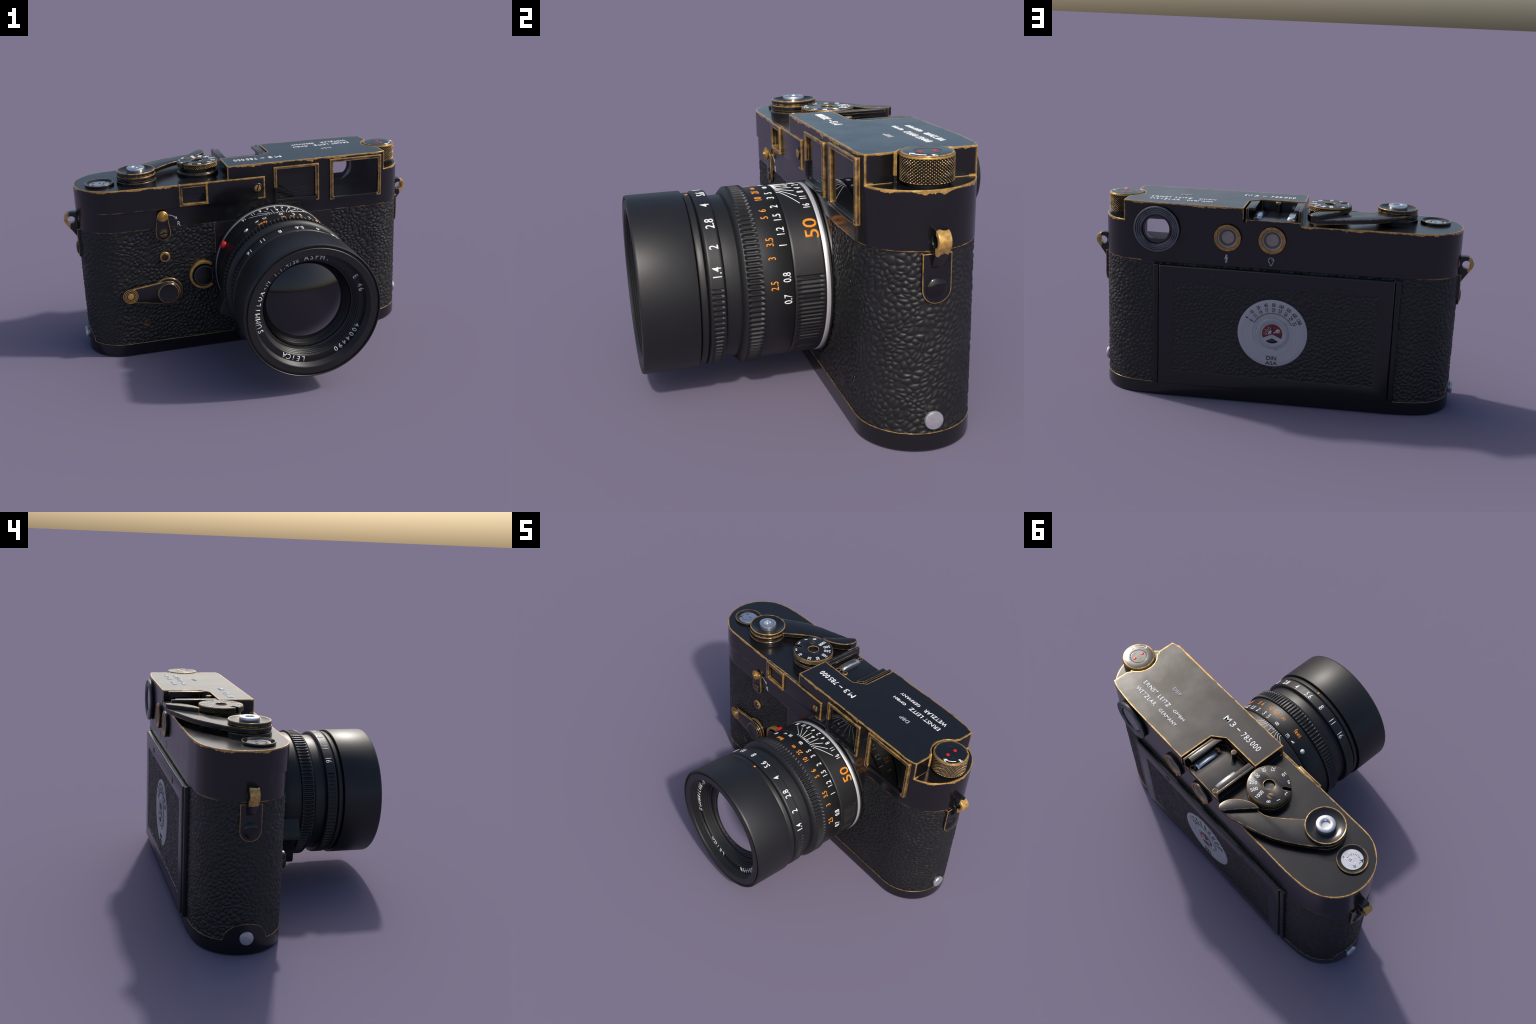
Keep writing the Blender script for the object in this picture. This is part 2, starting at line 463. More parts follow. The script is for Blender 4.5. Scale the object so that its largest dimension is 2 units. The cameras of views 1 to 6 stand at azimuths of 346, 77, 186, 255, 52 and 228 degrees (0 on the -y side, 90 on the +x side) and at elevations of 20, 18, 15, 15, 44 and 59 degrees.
def glyphs(txt, bold=0.007):
    """Vertices (unit cap height, centred on x, base at 0) and faces of a string in the built-in font."""
    if txt in _glyphs: return _glyphs[txt]
    if txt == "∞":
        V, F = [], []
        n = 20
        for s in (-1, 1):
            b0 = len(V)
            for i in range(n):
                t = 2 * pi * i / n
                for r in (0.30, 0.17): V.append((s * 0.26 + r * cos(t), 0.42 + r * sin(t)))
            for i in range(n):
                j = (i + 1) % n
                F.append((b0 + 2 * i, b0 + 2 * j, b0 + 2 * j + 1, b0 + 2 * i + 1))
        V = np.array(V)
    else:
        cu = bpy.data.curves.new("txt", 'FONT')
        cu.body = txt; cu.resolution_u = 3; cu.fill_mode = 'FRONT'
        cu.offset = bold
        ob = bpy.data.objects.new("txt", cu); scene.collection.objects.link(ob)
        me = evaluated(ob); drop(ob)
        V = np.array([v.co[:2] for v in me.vertices]); F = [tuple(p.vertices) for p in me.polygons]
        bpy.data.meshes.remove(me)
        V /= 0.70 if any(c.isupper() or c.isdigit() for c in txt) else 0.70
        V[:, 0] -= (V[:, 0].max() + V[:, 0].min()) / 2
    _glyphs[txt] = (V, F)
    return _glyphs[txt]


class Writing:
    """Collects flat marks mapped onto a surface, then makes one thin raised mesh of them."""
    def __init__(self): self.V, self.F = [], []

    def add(self, P2, F, put, thick=0.0012):
        b = len(self.V); n = len(P2)
        for (u, v) in P2: self.V.append(put(u, v, thick))
        for (u, v) in P2: self.V.append(put(u, v, -0.001))
        cnt = {}
        for f in F:
            self.F.append([b + i for i in f])
            for i, j in zip(f, f[1:] + f[:1]): cnt[(i, j)] = 1
        for (i, j) in cnt:
            if (j, i) not in cnt: self.F.append([b + i, b + n + i, b + n + j, b + j])

    def text(self, txt, h, put, w=None, squeeze=0.85, thick=0.0012):
        V, F = glyphs(txt)
        P = V * h
        P = P - np.array([0, h / 2])
        if w: P[:, 0] *= w / max(1e-6, P[:, 0].max() - P[:, 0].min())
        else: P[:, 0] *= squeeze
        self.add([tuple(p) for p in P], [list(f) for f in F], put, thick)

    def shape(self, pts, put, thick=0.0012):
        bm = bmesh.new()
        vs = [bm.verts.new((x, y, 0)) for x, y in pts]
        bm.faces.new(vs)
        bmesh.ops.triangulate(bm, faces=bm.faces[:])
        bm.verts.index_update()
        F = [[v.index for v in f.verts] for f in bm.faces]
        P = [v.co[:2] for v in bm.verts]; bm.free()
        self.add([tuple(p) for p in P], F, put, thick)

    def stroke(self, pts, w, put, thick=0.0012, closed=False):
        P = [Vector(p) for p in pts]
        if not closed:                                 # short pieces, so that long strokes hug curved surfaces
            Q = [P[0]]
            for a, b in zip(P[:-1], P[1:]):
                m = max(1, int((b - a).length / 0.008))
                Q += [a.lerp(b, (i + 1) / m) for i in range(m)]
            P = Q
        n = len(P)
        L_, R_ = [], []
        for i in range(n):
            if closed: d = (P[(i + 1) % n] - P[i - 1]).normalized()
            else: d = (P[min(i + 1, n - 1)] - P[max(i - 1, 0)]).normalized()
            nn = Vector((-d.y, d.x)) * w / 2
            L_.append(tuple(P[i] + nn)); R_.append(tuple(P[i] - nn))
        m = n if closed else n - 1
        F = [[i, n + i, n + (i + 1) % n, (i + 1) % n] for i in range(m)]
        self.add(L_ + R_, F, put, thick)

    def make(self, name, mat, parent=None):
        ob = mk(name, self.V, self.F, mat, parent, angle=None, fix=True)
        ob["kind"] = "stuff"
        return ob


def on_plane(mtx, u0, v0, rot=0.0):
    c, s = cos(rad(rot)), sin(rad(rot))
    def put(u, v, w):
        return tuple(mtx @ Vector((u0 + c * u - s * v, v0 + s * u + c * v, w)))
    return put


def on_barrel(ang, y0, r):
    """Lens barrel writing: reads from behind the camera, tops towards the lens front."""
    def put(u, v, w):
        t = rad(ang) + u / r
        return (LX + (r + w) * cos(t), y0 - v, LZ + (r + w) * sin(t))
    return put


def on_ring(ang, r0, y, slope=0.0):
    """Writing round the front ring: tops outwards, clockwise seen from the front."""
    def put(u, v, w):
        t = rad(ang) - u / r0
        return (LX + (r0 + v) * cos(t), y - w - slope * v, LZ + (r0 + v) * sin(t))
    return put


# ------------------------------------------------------------------ body outline
STRAIGHT = 2 * (HALF_W - END_R)
PERIM = 2 * STRAIGHT + 2 * pi * END_R


BACK_BULGE = 0.0135              # the flat of the back stands this far outside the end circles


def bulge(x):
    t = min(1.0, max(0.0, (0.79 - abs(x)) / 0.20))
    return BACK_BULGE * t * t * (3 - 2 * t)


def outline_at(s, inset=0.0):
    """Point on the stadium outline at arc length s (s=0 at the back centre, running towards +x) and its outward normal."""
    s = s % PERIM
    h = STRAIGHT / 2
    if s < h: x, y, nx, ny = s, Y_BACK, 0, 1
    elif s < h + pi * END_R:
        t = pi / 2 - (s - h) / END_R
        nx, ny = cos(t), sin(t); x, y = h + END_R * nx, Y_MID + END_R * ny
    elif s < h + pi * END_R + STRAIGHT:
        x, y, nx, ny = h - (s - h - pi * END_R), Y_FRONT, 0, -1
    elif s < h + 2 * pi * END_R + STRAIGHT:
        t = -pi / 2 - (s - h - pi * END_R - STRAIGHT) / END_R
        nx, ny = cos(t), sin(t); x, y = -h + END_R * nx, Y_MID + END_R * ny
    else: x, y, nx, ny = -h + (s - h - 2 * pi * END_R - STRAIGHT), Y_BACK, 0, 1
    if ny > 0: y += bulge(x) * min(1.0, ny * 1.5)
    return x - nx * inset, y - ny * inset, nx, ny


def outline(inset=0.0, arc_n=48, straight_x=()):
    """Stadium outline, counter-clockwise from above."""
    h = HALF_W - END_R; r = END_R - inset
    xs = sorted(set([x for x in straight_x if -h < x < h]))
    pts = [(x, Y_MID - r) for x in [-h] + xs]
    pts += [(h + r * cos(rad(a)), Y_MID + r * sin(rad(a))) for a in np.linspace(-90, 90, arc_n + 1)]
    back_x = sorted(set([-h] + xs + [-0.69, -0.66, -0.63, -0.60, -0.57, 0.57, 0.60, 0.63, 0.66, 0.69]))[::-1]
    pts += [(x, Y_MID + r) for x in back_x][:-1]
    pts += [(-h + r * cos(rad(a)), Y_MID + r * sin(rad(a))) for a in np.linspace(90, 270, arc_n + 1)][:-1]
    return [(x, y + (bulge(x) * min(1.0, (y - Y_MID) / END_R * 1.5) if y > Y_MID else 0)) for x, y in pts]


def loft(name, levels, mat, parent=None, angle=35):
    """levels: list of (z, outline points), same count each; ends capped."""
    V, F = [], []
    n = len(levels[0][1])
    for z, pts in levels: V += [(x, y, z) for x, y in pts]
    for k in range(len(levels) - 1):
        for i in range(n):
            j = (i + 1) % n
            F.append((k * n + i, k * n + j, (k + 1) * n + j, (k + 1) * n + i))
    F.append(tuple(range(n))[::-1]); F.append(tuple(range((len(levels) - 1) * n, len(levels) * n)))
    return mk(name, V, F, mat, parent, angle)


# ------------------------------------------------------------------ pebbled leather
def worley(U, W, seed):
    """F1 and F2 distances on a jittered unit grid."""
    rng = np.random.default_rng(seed)
    T = 512
    jx, jy = rng.random((T, T)), rng.random((T, T))
    iu, iw = np.floor(U).astype(int), np.floor(W).astype(int)
    d1 = np.full(U.shape, 9.0); d2 = np.full(U.shape, 9.0); hid = np.zeros(U.shape)
    lift = rng.random((T, T))
    for a in (-1, 0, 1):
        for c in (-1, 0, 1):
            gu, gw = (iu + a) % T, (iw + c) % T
            d = np.hypot(U - (iu + a + jx[gu, gw]), W - (iw + c + jy[gu, gw]))
            near = d < d1
            d2 = np.where(near, d1, np.minimum(d2, d)); hid = np.where(near, lift[gu, gw], hid); d1 = np.where(near, d, d1)
    return d1, d2, hid


def grain(S, Z, seed=3):
    """Height 0..1 of leather pebbles: cells stretched along a drifting diagonal, split by creases."""
    a = 0.55 + 0.5 * np.sin(S * 1.7 + 1.0) * np.cos(Z * 3.1)
    wu = S + 0.008 * np.sin(Z * 37 + 3 * np.sin(S * 11)); wz = Z + 0.008 * np.sin(S * 31 + 2 * np.sin(Z * 17))
    p = (wu * np.cos(0.6) - wz * np.sin(0.6)) / 0.0275; q = (wu * np.sin(0.6) + wz * np.cos(0.6)) / 0.0200
    d1, d2, hid = worley(p + 40 + 0.15 * a, q + 40, seed)
    e = np.clip((d2 - d1) / 0.70, 0, 1)
    e = 1 - (1 - e) ** 2
    dome = np.clip(1 - (d1 / 0.90) ** 2, 0, 1)
    return e * (0.30 + 0.50 * dome + 0.20 * hid) / 0.9


def leather_wrap():
    step = 0.0031
    ns, nz = int(PERIM / step), int((Z_LEATHER - Z_BASE) / step)
    s = np.arange(ns) * PERIM / ns
    z = np.linspace(Z_BASE - 0.002, Z_LEATHER + 0.001, nz + 1)
    S, Z = np.meshgrid(s, z, indexing='ij')
    H = grain(S, Z) * 0.0050
    P = np.array([outline_at(v, 0.0056) for v in s])
    X = P[:, 0:1] + P[:, 2:3] * H; Y = P[:, 1:2] + P[:, 3:4] * H
    V = np.stack([X, Y, Z], -1).reshape(-1, 3)
    i, k = np.meshgrid(np.arange(ns), np.arange(nz), indexing='ij')
    i2 = (i + 1) % ns; w = nz + 1
    F = np.stack([i * w + k, i * w + k + 1, i2 * w + k + 1, i2 * w + k], -1).reshape(-1, 4)
    return mk("leather_covering", V, F, "leather", angle=None, fix=False)


# ================================================================== BODY
loft("body_shell", [(0.02, outline(0.0065)), (Z_LEATHER + 0.004, outline(0.0065))], "shell")
leather_wrap()
def tongue(x, y):
    """Top edge of the base plate: level, but arched up around the catch peg on one end."""
    if x > -0.80: return Z_BASE
    ph = math.degrees(math.atan2(y - Y_MID, -(x + HALF_W - END_R)))
    t = abs(ph) / 30.0
    return Z_BASE if t >= 1 else Z_BASE + 0.082 * (1 - t ** 2.4) ** 0.62


def base_plate():
    V, F = [], []
    rows = [(0.0, 0.007), (0.001, 0.004), (0.005, 0.0005), (0.008, 0.0), (-0.001, 0.0), (0.0, 0.0010), (0.0, 0.02)]
    n = 0
    for k, (z, ins) in enumerate(rows):
        ring = outline(ins, 120)
        if not n: n = len(ring)
        edge = outline(0.0, 120)
        for (x, y), (ex, ey) in zip(ring, edge): V.append((x, y, z if k < 4 else tongue(ex, ey) + z))
    for k in range(len(rows) - 1):
        for i in range(n):
            j = (i + 1) % n
            F.append((k * n + i, k * n + j, (k + 1) * n + j, (k + 1) * n + i))
    F.append(tuple(range(n))[::-1])
    return mk("base_plate", V, F, M["base_line"], angle=35)
base_plate()


def peg(name, side, z, r, tip):
    ob = lathe(name, [(0, 0.0), (r * 0.8, 0.0), (r * 0.86, 0.012), (r, 0.014), (r, 0.022), (r * 0.93, 0.026), (r * 0.6, 0.0275), (0, 0.028)],
               (0, 0), 'z', "steel", segs=40)
    ob.data.transform(Matrix.Translation((side * (tip - 0.028), Y_MID, z)) @ Matrix.Rotation(side * pi / 2, 4, 'Y'))
    return ob
peg("catch_peg", 1, 0.125, 0.034, 0.950)
peg("catch_peg", -1, 0.089, 0.033, 0.952)

# strap lugs with their leather-side plates
for side in (1, -1):
    tag_pts = [(0.284, 0.730), (0.284, 0.606)] + arc(Y_MID, 0.606, 0.051, 180, 360, 20)[1:] + [(0.386, 0.730)]
    fr = frame((0, side, 0), (0, 0, 1), (side, 0, 0), (side * 0.9385, 0, 0))
    pts = [(side * y, z) for y, z in tag_pts]
    tag = plate("strap_lug_plate", [pts], 0.022, fr, "line_paint", bevel=0.0008)
    rv = lathe("lug_rivet", [(0.038, 0.0), (0.037, 0.004), (0.031, 0.009), (0.018, 0.0125), (0, 0.0135)], (0, 0), 'z', "rivet", tag, segs=40)
    rv.data.transform(Matrix.Translation((side * 0.937, Y_MID, 0.608)) @ Matrix.Rotation(side * pi / 2, 4, 'Y'))
    loop = [(0.918, 0.818), (0.955, 0.820)] + arc(0.9605, 0.780, 0.0395, 80, -35, 14) + [(0.962, 0.716), (0.936, 0.676), (0.922, 0.69)]
    mtx = frame((side, 0, 0), (0, 0, 1), (0, -1, 0), (0, Y_MID - 0.0225, 0))
    plate("strap_lug", [loop, circle(0.962, 0.777, 0.0215, 28)[::-1]], 0.045, mtx,
          worn_paint("black_lug_enamel_worn_to_brass", radius=0.006, lo=0.05, hi=0.08, amount=0.9, noise=30, lug=True) if side == 1 else
          bpy.data.materials["black_lug_enamel_worn_to_brass"], bevel=0.003)

# front panel behind the lens mount (metal, flush with the top cover)
plate("mount_panel", [rect(-0.203, 0.4736, 0.47, Z_LEATHER + 0.001)], 0.010, FRONT(0.1226), M["panel_paint"], bevel=0.0008)

# ------------------------------------------------------------------ top cover
def cover_outline(step):
    xs = [-0.70, -0.60, -0.50, -0.40, -0.32, -0.30, -0.20, -0.10, 0.0, 0.05, 0.2, 0.4, 0.6]
    pts = []
    for x, y in outline(0.0, 56, xs):
        if step and y < Y_MID and x < -0.31:
            y = y - 0.0070 * ((Y_MID - y) / END_R) ** 2.5
        pts.append((x, y))
    return pts

cover = loft("housing_cover", [(Z_LEATHER - 0.002, cover_outline(0)), (0.8446, cover_outline(0)), (0.8454, cover_outline(1)),
                           (Z_HOUSING, cover_outline(1))], "cover")


def cutter(loop, z0, z1):
    return plate("cutter", [loop], z1 - z0, TOP(z1), "pitch", bevel=0.0)


def cutter_front(loop, y0, y1):
    return plate("cutter", [loop], y1 - y0, FRONT(y0), "pitch", bevel=0.0)


low_side = [(-1.2, -0.1), (-0.1155, -0.1), (-0.1155, 0.3125), (0.1136, 0.3125), (0.1747, 0.3655), (0.1747, 0.8), (-1.2, 0.8)]
KX, KY = 0.8372, 0.3359
knob_side = [(0.795, 0.8)] + [(0.795, 0.447)] + [(0.785, 0.430)] + arc(KX, KY, 0.0985, 118, 242, 24) + [(0.785, 0.242), (0.795, 0.225)] + \
            [(0.795, -0.1), (1.2, -0.1), (1.2, 0.8)]
boolean(cover, [cutter(low_side, Z_SHELF, 1.2), cutter(knob_side, Z_REWIND, 1.2),
                cutter_front(rect(0.484, 0.754, 0.810, 1.012), 0.05, 0.505),
                cutter_front(circle(0.615, 0.9085, 0.0725, 48), 0.49, 0.60),
                cutter_front(rect(0.158, 0.382, 0.828, 1.003), 0.05, 0.165),
                cutter_front(rect(-0.372, -0.240, 0.862, 0.952), 0.05, 0.140),
                cutter_front(circle(0.2510, 0.8868, 0.053, 40), 0.510, 0.60),
                cutter_front(circle(0.0245, 0.8877, 0.053, 40), 0.510, 0.60)])
cover.data.set_sharp_from_angle(angle=rad(35))

# windows of the front
def window(name, outer, inner, y_face, depth, lean=0.003):
    return plate(name, [rect(*outer, r=0.004, n=3), rect(*inner, r=0.003, n=3)[::-1]], depth, FRONT(y_face), "frame", bevel=0.0018)

f1 = window("viewfinder_window_frame", (0.466, 0.770, 0.796, 1.029), (0.4865, 0.7515, 0.8115, 1.0105), 0.1125, 0.018)
f2 = window("illumination_window_frame", (0.142, 0.402, 0.804, 1.015), (0.160, 0.380, 0.830, 1.001), 0.1130, 0.018)
f3 = window("rangefinder_window_frame", (-0.389, -0.231, 0.850, 0.9715), (-0.370, -0.2425, 0.864, 0.951), 0.1050, 0.020)
plate("finder_glass_block", [rect(0.4855, 0.7525, 0.8115, 1.0105)], 0.376, FRONT(0.1240), "glass", f1, bevel=0)
blk = bpy.data.objects["finder_glass_block"].data      # polished ends, blackened flanks
blk.materials.append(M["pitch"])
for p in blk.polygons: p.material_index = 0 if abs(p.normal.y) > 0.5 else 1
plate("window_pane", [rect(0.154, 0.386, 0.824, 1.007)], 0.005, FRONT(0.1275), "dark_glass", f2, bevel=0)
plate("window_pane", [rect(-0.376, -0.236, 0.858, 0.956)], 0.005, FRONT(0.1220), "dark_glass", f3, bevel=0)
# fluted lines inside the two dark windows
for k in range(4):
    z = 0.846 + 0.012 * k
    box("window_flute", 0.165, 0.375, 0.1255, 0.1285, z, z + 0.0035, "dark_glass", f2, bevel=0.0008)
for k in range(3):
    z = 0.876 + 0.016 * k
    box("window_flute", -0.362, -0.250, 0.1208, 0.124, z, z + 0.003, "dark_glass", f3, bevel=0.0008)
plate("trim_plate", [rect(-0.2305, 0.0911, 0.847, 0.9705)], 0.016, FRONT(0.1145), "frame", bevel=0.0012)


def slotted_screw(name, cx, cz, r, y, rot, mat="brass", up=FRONT, head=0.006):
    """Slotted screw head: two half-moons on a sunk floor."""
    mtx = up(y)
    V = []
    g = r * 0.16
    a0 = math.degrees(math.asin(g / r))
    c, s = cos(rad(rot)), sin(rad(rot))
    loops = []
    for base in (0, 180):
        lp = arc(0, 0, r, base + a0, base + 180 - a0, 16)
        loops.append([(cx + c * x - s * yy, cz + s * x + c * yy) for x, yy in lp])
    ob = plate(name, loops, head, mtx, mat, bevel=min(0.0012, r * 0.06))
    fl = plate("screw_slot", [circle(cx, cz, r * 0.97, 28)], head * 0.6, up(y) @ Matrix.Translation((0, 0, -head * 0.55)), "pitch", ob, bevel=0)
    return ob

lathe("screw_collar", [(0.018, 0.1155), (0.0185, 0.1105), (0.025, 0.1105), (0.0275, 0.1130), (0.0275, 0.116)], (0.048, 0.9085), 'y', "shell", segs=36)
slotted_screw("cover_screw", 0.048, 0.9085, 0.019, 0.1095, 75)
slotted_screw("body_screw", -0.614, 0.187, 0.021, 0.1235, -15, "worn_screw")
slotted_screw("body_screw", -0.614, 0.552, 0.019, 0.1245, 40, "shell")
slotted_screw("body_screw", 0.66, 0.56, 0.015, 0.1245, 60, "shell")
slotted_screw("body_screw", 0.70, 0.205, 0.017, 0.1245, 55, "shell")

# ------------------------------------------------------------------ rewind release lever, button, self timer, lens release
CXL = -0.4875
blade = smooth_loop([(CXL - 0.027, 0.806), (CXL - 0.034, 0.765), (CXL - 0.041, 0.718), (CXL - 0.034, 0.684), (CXL, 0.668), (CXL + 0.034, 0.684),
                     (CXL + 0.041, 0.718), (CXL + 0.034, 0.765), (CXL + 0.027, 0.806), (CXL, 0.822)], 5)
rl = plate("rewind_release_lever", [blade], 0.010, FRONT(0.1125), "line_paint", bevel=0.001)
lathe("lever_tip", [(0.020, 0.115), (0.0215, 0.108), (0.0295, 0.105), (0.030, 0.100), (0.026, 0.0965), (0.0245, 0.098), (0.022, 0.0945), (0.020, 0.096),
                    (0.017, 0.092), (0.0115, 0.0925), (0.0105, 0.088), (0, 0.086)], (CXL + 0.001, 0.8075), 'y', "brass", rl, segs=40)
lathe("lever_pivot", [(0.030, 0.1135), (0.030, 0.110), (0.026, 0.108), (0, 0.1085)], (CXL, 0.708), 'y', "shell", rl, segs=36)
slotted_screw("lever_screw", CXL, 0.708, 0.021, 0.1065, 4, "worn_screw", head=0.004)
lathe("release_button", [(0.0285, 0.123), (0.0285, 0.1155), (0.026, 0.1125), (0.0205, 0.1125), (0.0195, 0.114)], (-0.4875, 0.5708), 'y', "brass", segs=40)
lathe("release_button_centre", [(0.0195, 0.121), (0.0185, 0.1105), (0.016, 0.1095), (0, 0.1095)], (-0.4875, 0.5708), 'y', "paint_thin", segs=36)

SX, SZ = -0.4855, 0.3655
lathe("self_timer_seat", [(0.083, 0.124), (0.083, 0.112), (0.080, 0.1085), (0.074, 0.1070), (0.070, 0.1075), (0, 0.1075)], (SX + 0.003, SZ + 0.001), 'y',
      worn_paint("black_enamel_seat_worn", radius=0.016, lo=0.03, hi=0.05, noise=9), segs=56)
TX, TZ = -0.694, 0.3695
arm = arc(TX, TZ, 0.0415, 75, 285, 20) + arc(SX, SZ, 0.068, -100, 100, 28)
st = plate("self_timer_lever", [arm], 0.014, FRONT(0.1005), M["lever_paint"], bevel=0.0015)
lathe("timer_hub", [(0.0640, 0.106), (0.0640, 0.093), (0.0600, 0.0865), (0.0565, 0.0840), (0.0530, 0.0840), (0.050, 0.0846), (0, 0.0850)], (SX, SZ), 'y', M["line_paint"], st, segs=56)
for dx, dz in ((0.027, 0.032), (-0.027, -0.032)):
    lathe("hub_pin_hole", [(0.0062, 0.0854), (0.0062, 0.0838), (0.0048, 0.0834), (0.004, 0.0846), (0, 0.0848)], (SX + dx, SZ + dz), 'y', "shell", st, segs=20)
tipprof = [(0.041, 0.1160), (0.043, 0.1100), (0.043, 0.1010), (0.0415, 0.0985), (0.0385, 0.0985), (0.0370, 0.1015), (0.0350, 0.1015), (0.0335, 0.0965), (0.0305, 0.0965), (0.0290, 0.0995), (0.0270, 0.0995),
           (0.0255, 0.0948), (0.0225, 0.0948), (0.0210, 0.0980), (0.0190, 0.0980), (0.0165, 0.0938), (0.010, 0.0930), (0, 0.0928)]
def ring_tip_mat():
    m, nt, N, L, b = new_mat("turned_rings_brass_crests")
    tc = N.new("ShaderNodeTexCoord"); sep = N.new("ShaderNodeSeparateXYZ"); L.new(tc.outputs["Object"], sep.inputs[0])
    dx = math_node(N, L, 'SUBTRACT', sep.outputs["X"], TX); dz = math_node(N, L, 'SUBTRACT', sep.outputs["Z"], TZ)
    r = math_node(N, L, 'SQRT', math_node(N, L, 'ADD', math_node(N, L, 'MULTIPLY', dx, dx), math_node(N, L, 'MULTIPLY', dz, dz)))
    w = math_node(N, L, 'SINE', math_node(N, L, 'MULTIPLY', math_node(N, L, 'SUBTRACT', r, 0.0220), 2 * pi / 0.0080))
    k = ramp01(N, L, w, 0.15, 0.55)
    core = math_node(N, L, 'LESS_THAN', r, 0.0145)
    k = math_node(N, L, 'MAXIMUM', k, core)
    mix = N.new("ShaderNodeMix"); mix.data_type = 'RGBA'
    L.new(k, mix.inputs["Factor"]); mix.inputs["A"].default_value = (*PAINT, 1); mix.inputs["B"].default_value = (*BRASS, 1)
    L.new(mix.outputs["Result"], b.inputs["Base Color"]); b.inputs["Roughness"].default_value = 0.36
    L.new(math_node(N, L, 'MULTIPLY', k, 0.5), b.inputs["Metallic"])
    return m
lathe("timer_finger_tip", tipprof, (TX, TZ), 'y', ring_tip_mat(), st, segs=56)

# lens release: C-shaped guard ring and button
RX, RZ = -0.279, 0.4455
guard = arc(RX, RZ, 0.0825, 52, 308, 44) + arc(RX, RZ, 0.0655, 308, 52, 44)
plate("lens_release_guard", [guard], 0.030, FRONT(0.0945), "brass", bevel=0.004)
btn = arc(RX, RZ, 0.0575, 38, 322, 40)
rb = plate("lens_release_button", [btn], 0.030, FRONT(0.0865), "shell", bevel=0.003)
plate("lens_release_rim", [btn, [(RX + (x - RX) * 0.93, RZ + (z - RZ) * 0.93) for x, z in btn][::-1]], 0.004, FRONT(0.0858), "rim", rb, bevel=0.0008)

# rewind arrow and R on the front
wr = Writing()
P = FRONT(0.1228)
wr.stroke([(-0.455, 0.806), (-0.440, 0.8045), (-0.425, 0.797), (-0.414, 0.788)], 0.0045, on_plane(P, 0, 0))
wr.shape([(-0.404, 0.7775), (-0.4215, 0.7805), (-0.4095, 0.7955)], on_plane(P, 0, 0))
wr.text("R", 0.026, on_plane(P, -0.3975, 0.752), squeeze=0.9)
wr.make("rewind_marking", "grey_ink")

# ================================================================== TOP CONTROLS
# rewind knob
kn_c = (KX, KY)
def knurl(count, rows, z0, z1, h):
    def mod(i, r, z, t):
        if not (z0 <= z <= z1): return r
        u = count * t / (2 * pi); v = rows * (z - z0) / (z1 - z0)
        a = abs(((u + v) % 1) - 0.5) * 2; b = abs(((u - v) % 1) - 0.5) * 2
        g = min(1.0, min(a, b) * 1.5)
        return r - h * (1 - g)
    return mod
prof = [(0.070, 0.938), (0.070, 0.952), (0.086, 0.952), (0.0885, 0.955)] + [(0.0896, z) for z in np.linspace(0.9565, 1.034, 44)] + \
       [(0.0896, 1.036), (0.0896, 1.041), (0.0875, 1.044), (0.083, 1.0445), (0.056, 1.0443), (0.0555, 1.0432), (0.0535, 1.0432), (0.053, 1.0443), (0, 1.0443)]
M["knurl_knob"] = knurl_mat("knurled_brass_knob", kn_c, 0.0876, 0.0892)
knob = lathe("rewind_knob", prof, kn_c, 'z', "knurl_knob", segs=540, mod=knurl(42, 7.5, 0.9565, 1.034, 0.0060), angle=50)
M["knob_top"] = worn_paint("black_enamel_rubbed_rim", radius=0.016, lo=0.020, hi=0.032, amount=1.2, noise=24, chunky=True, keep_out=((KX - 0.06, KX + 0.06, KY - 0.06, KY + 0.06, 1.0, 1.1),))
lathe("knob_cap", [(0.0845, 1.040), (0.0872, 1.0425), (0.0868, 1.0462), (0.0835, 1.0470), (0.046, 1.0468), (0.0452, 1.0458), (0.0435, 1.0458), (0.0427, 1.0468), (0, 1.0468)],
      kn_c, 'z', "knob_top", knob, segs=96, angle=50)
for dy in (-0.0265, 0.0245):
    lathe("red_index_dot", [(0.0095, 1.0464), (0.009, 1.0478), (0.005, 1.0488), (0, 1.049)], (KX + 0.0025, KY + dy), 'z', "red", knob, segs=24)
wr = Writing()
P = TOP(1.0470)
ar = [(KX + 0.068 * cos(rad(a)), KY + 0.068 * sin(rad(a))) for a in np.linspace(-26, -78, 12)]
wr.stroke(ar, 0.004, on_plane(P, 0, 0))
ex, ey = ar[-1]
wr.stroke([(ex + 0.016, ey - 0.007), (ex - 0.003, ey), (ex + 0.012, ey + 0.012)], 0.004, on_plane(P, 0, 0))
wr.text("R", 0.022, on_plane(P, KX + 0.070, KY - 0.006, -90 + 180))
wr.make("knob_marking", "white", knob)

# shutter release and wind lever hub
SHX, SHY = -0.5926, 0.2690
hub = lathe("wind_lever_base", [(0, 0.965), (0.108, 0.965), (0.109, 0.972), (0.1085, 0.985), (0.106, 0.988), (0, 0.988)], (SHX, SHY), 'z', "paint_thin", segs=96)
lv = [(-0.500, 0.310), (-0.470, 0.338), (-0.440, 0.370), (-0.406, 0.402), (-0.372, 0.432), (-0.345, 0.448), (-0.318, 0.455), (-0.298, 0.456),
      (-0.270, 0.468), (-0.235, 0.500), (-0.200, 0.535), (-0.172, 0.570), (-0.166, 0.590), (-0.176, 0.598), (-0.200, 0.598),
      (-0.250, 0.586), (-0.300, 0.570), (-0.345, 0.553), (-0.410, 0.531), (-0.470, 0.503), (-0.525, 0.468), (-0.580, 0.428), (-0.625, 0.390), (-0.660, 0.355)]
lv = lv + arc(SHX, SHY, 0.106, 130, 382, 30)
lever = plate("film_wind_lever", [lv], 0.0245, TOP(1.0165), "paint", bevel=0.002)
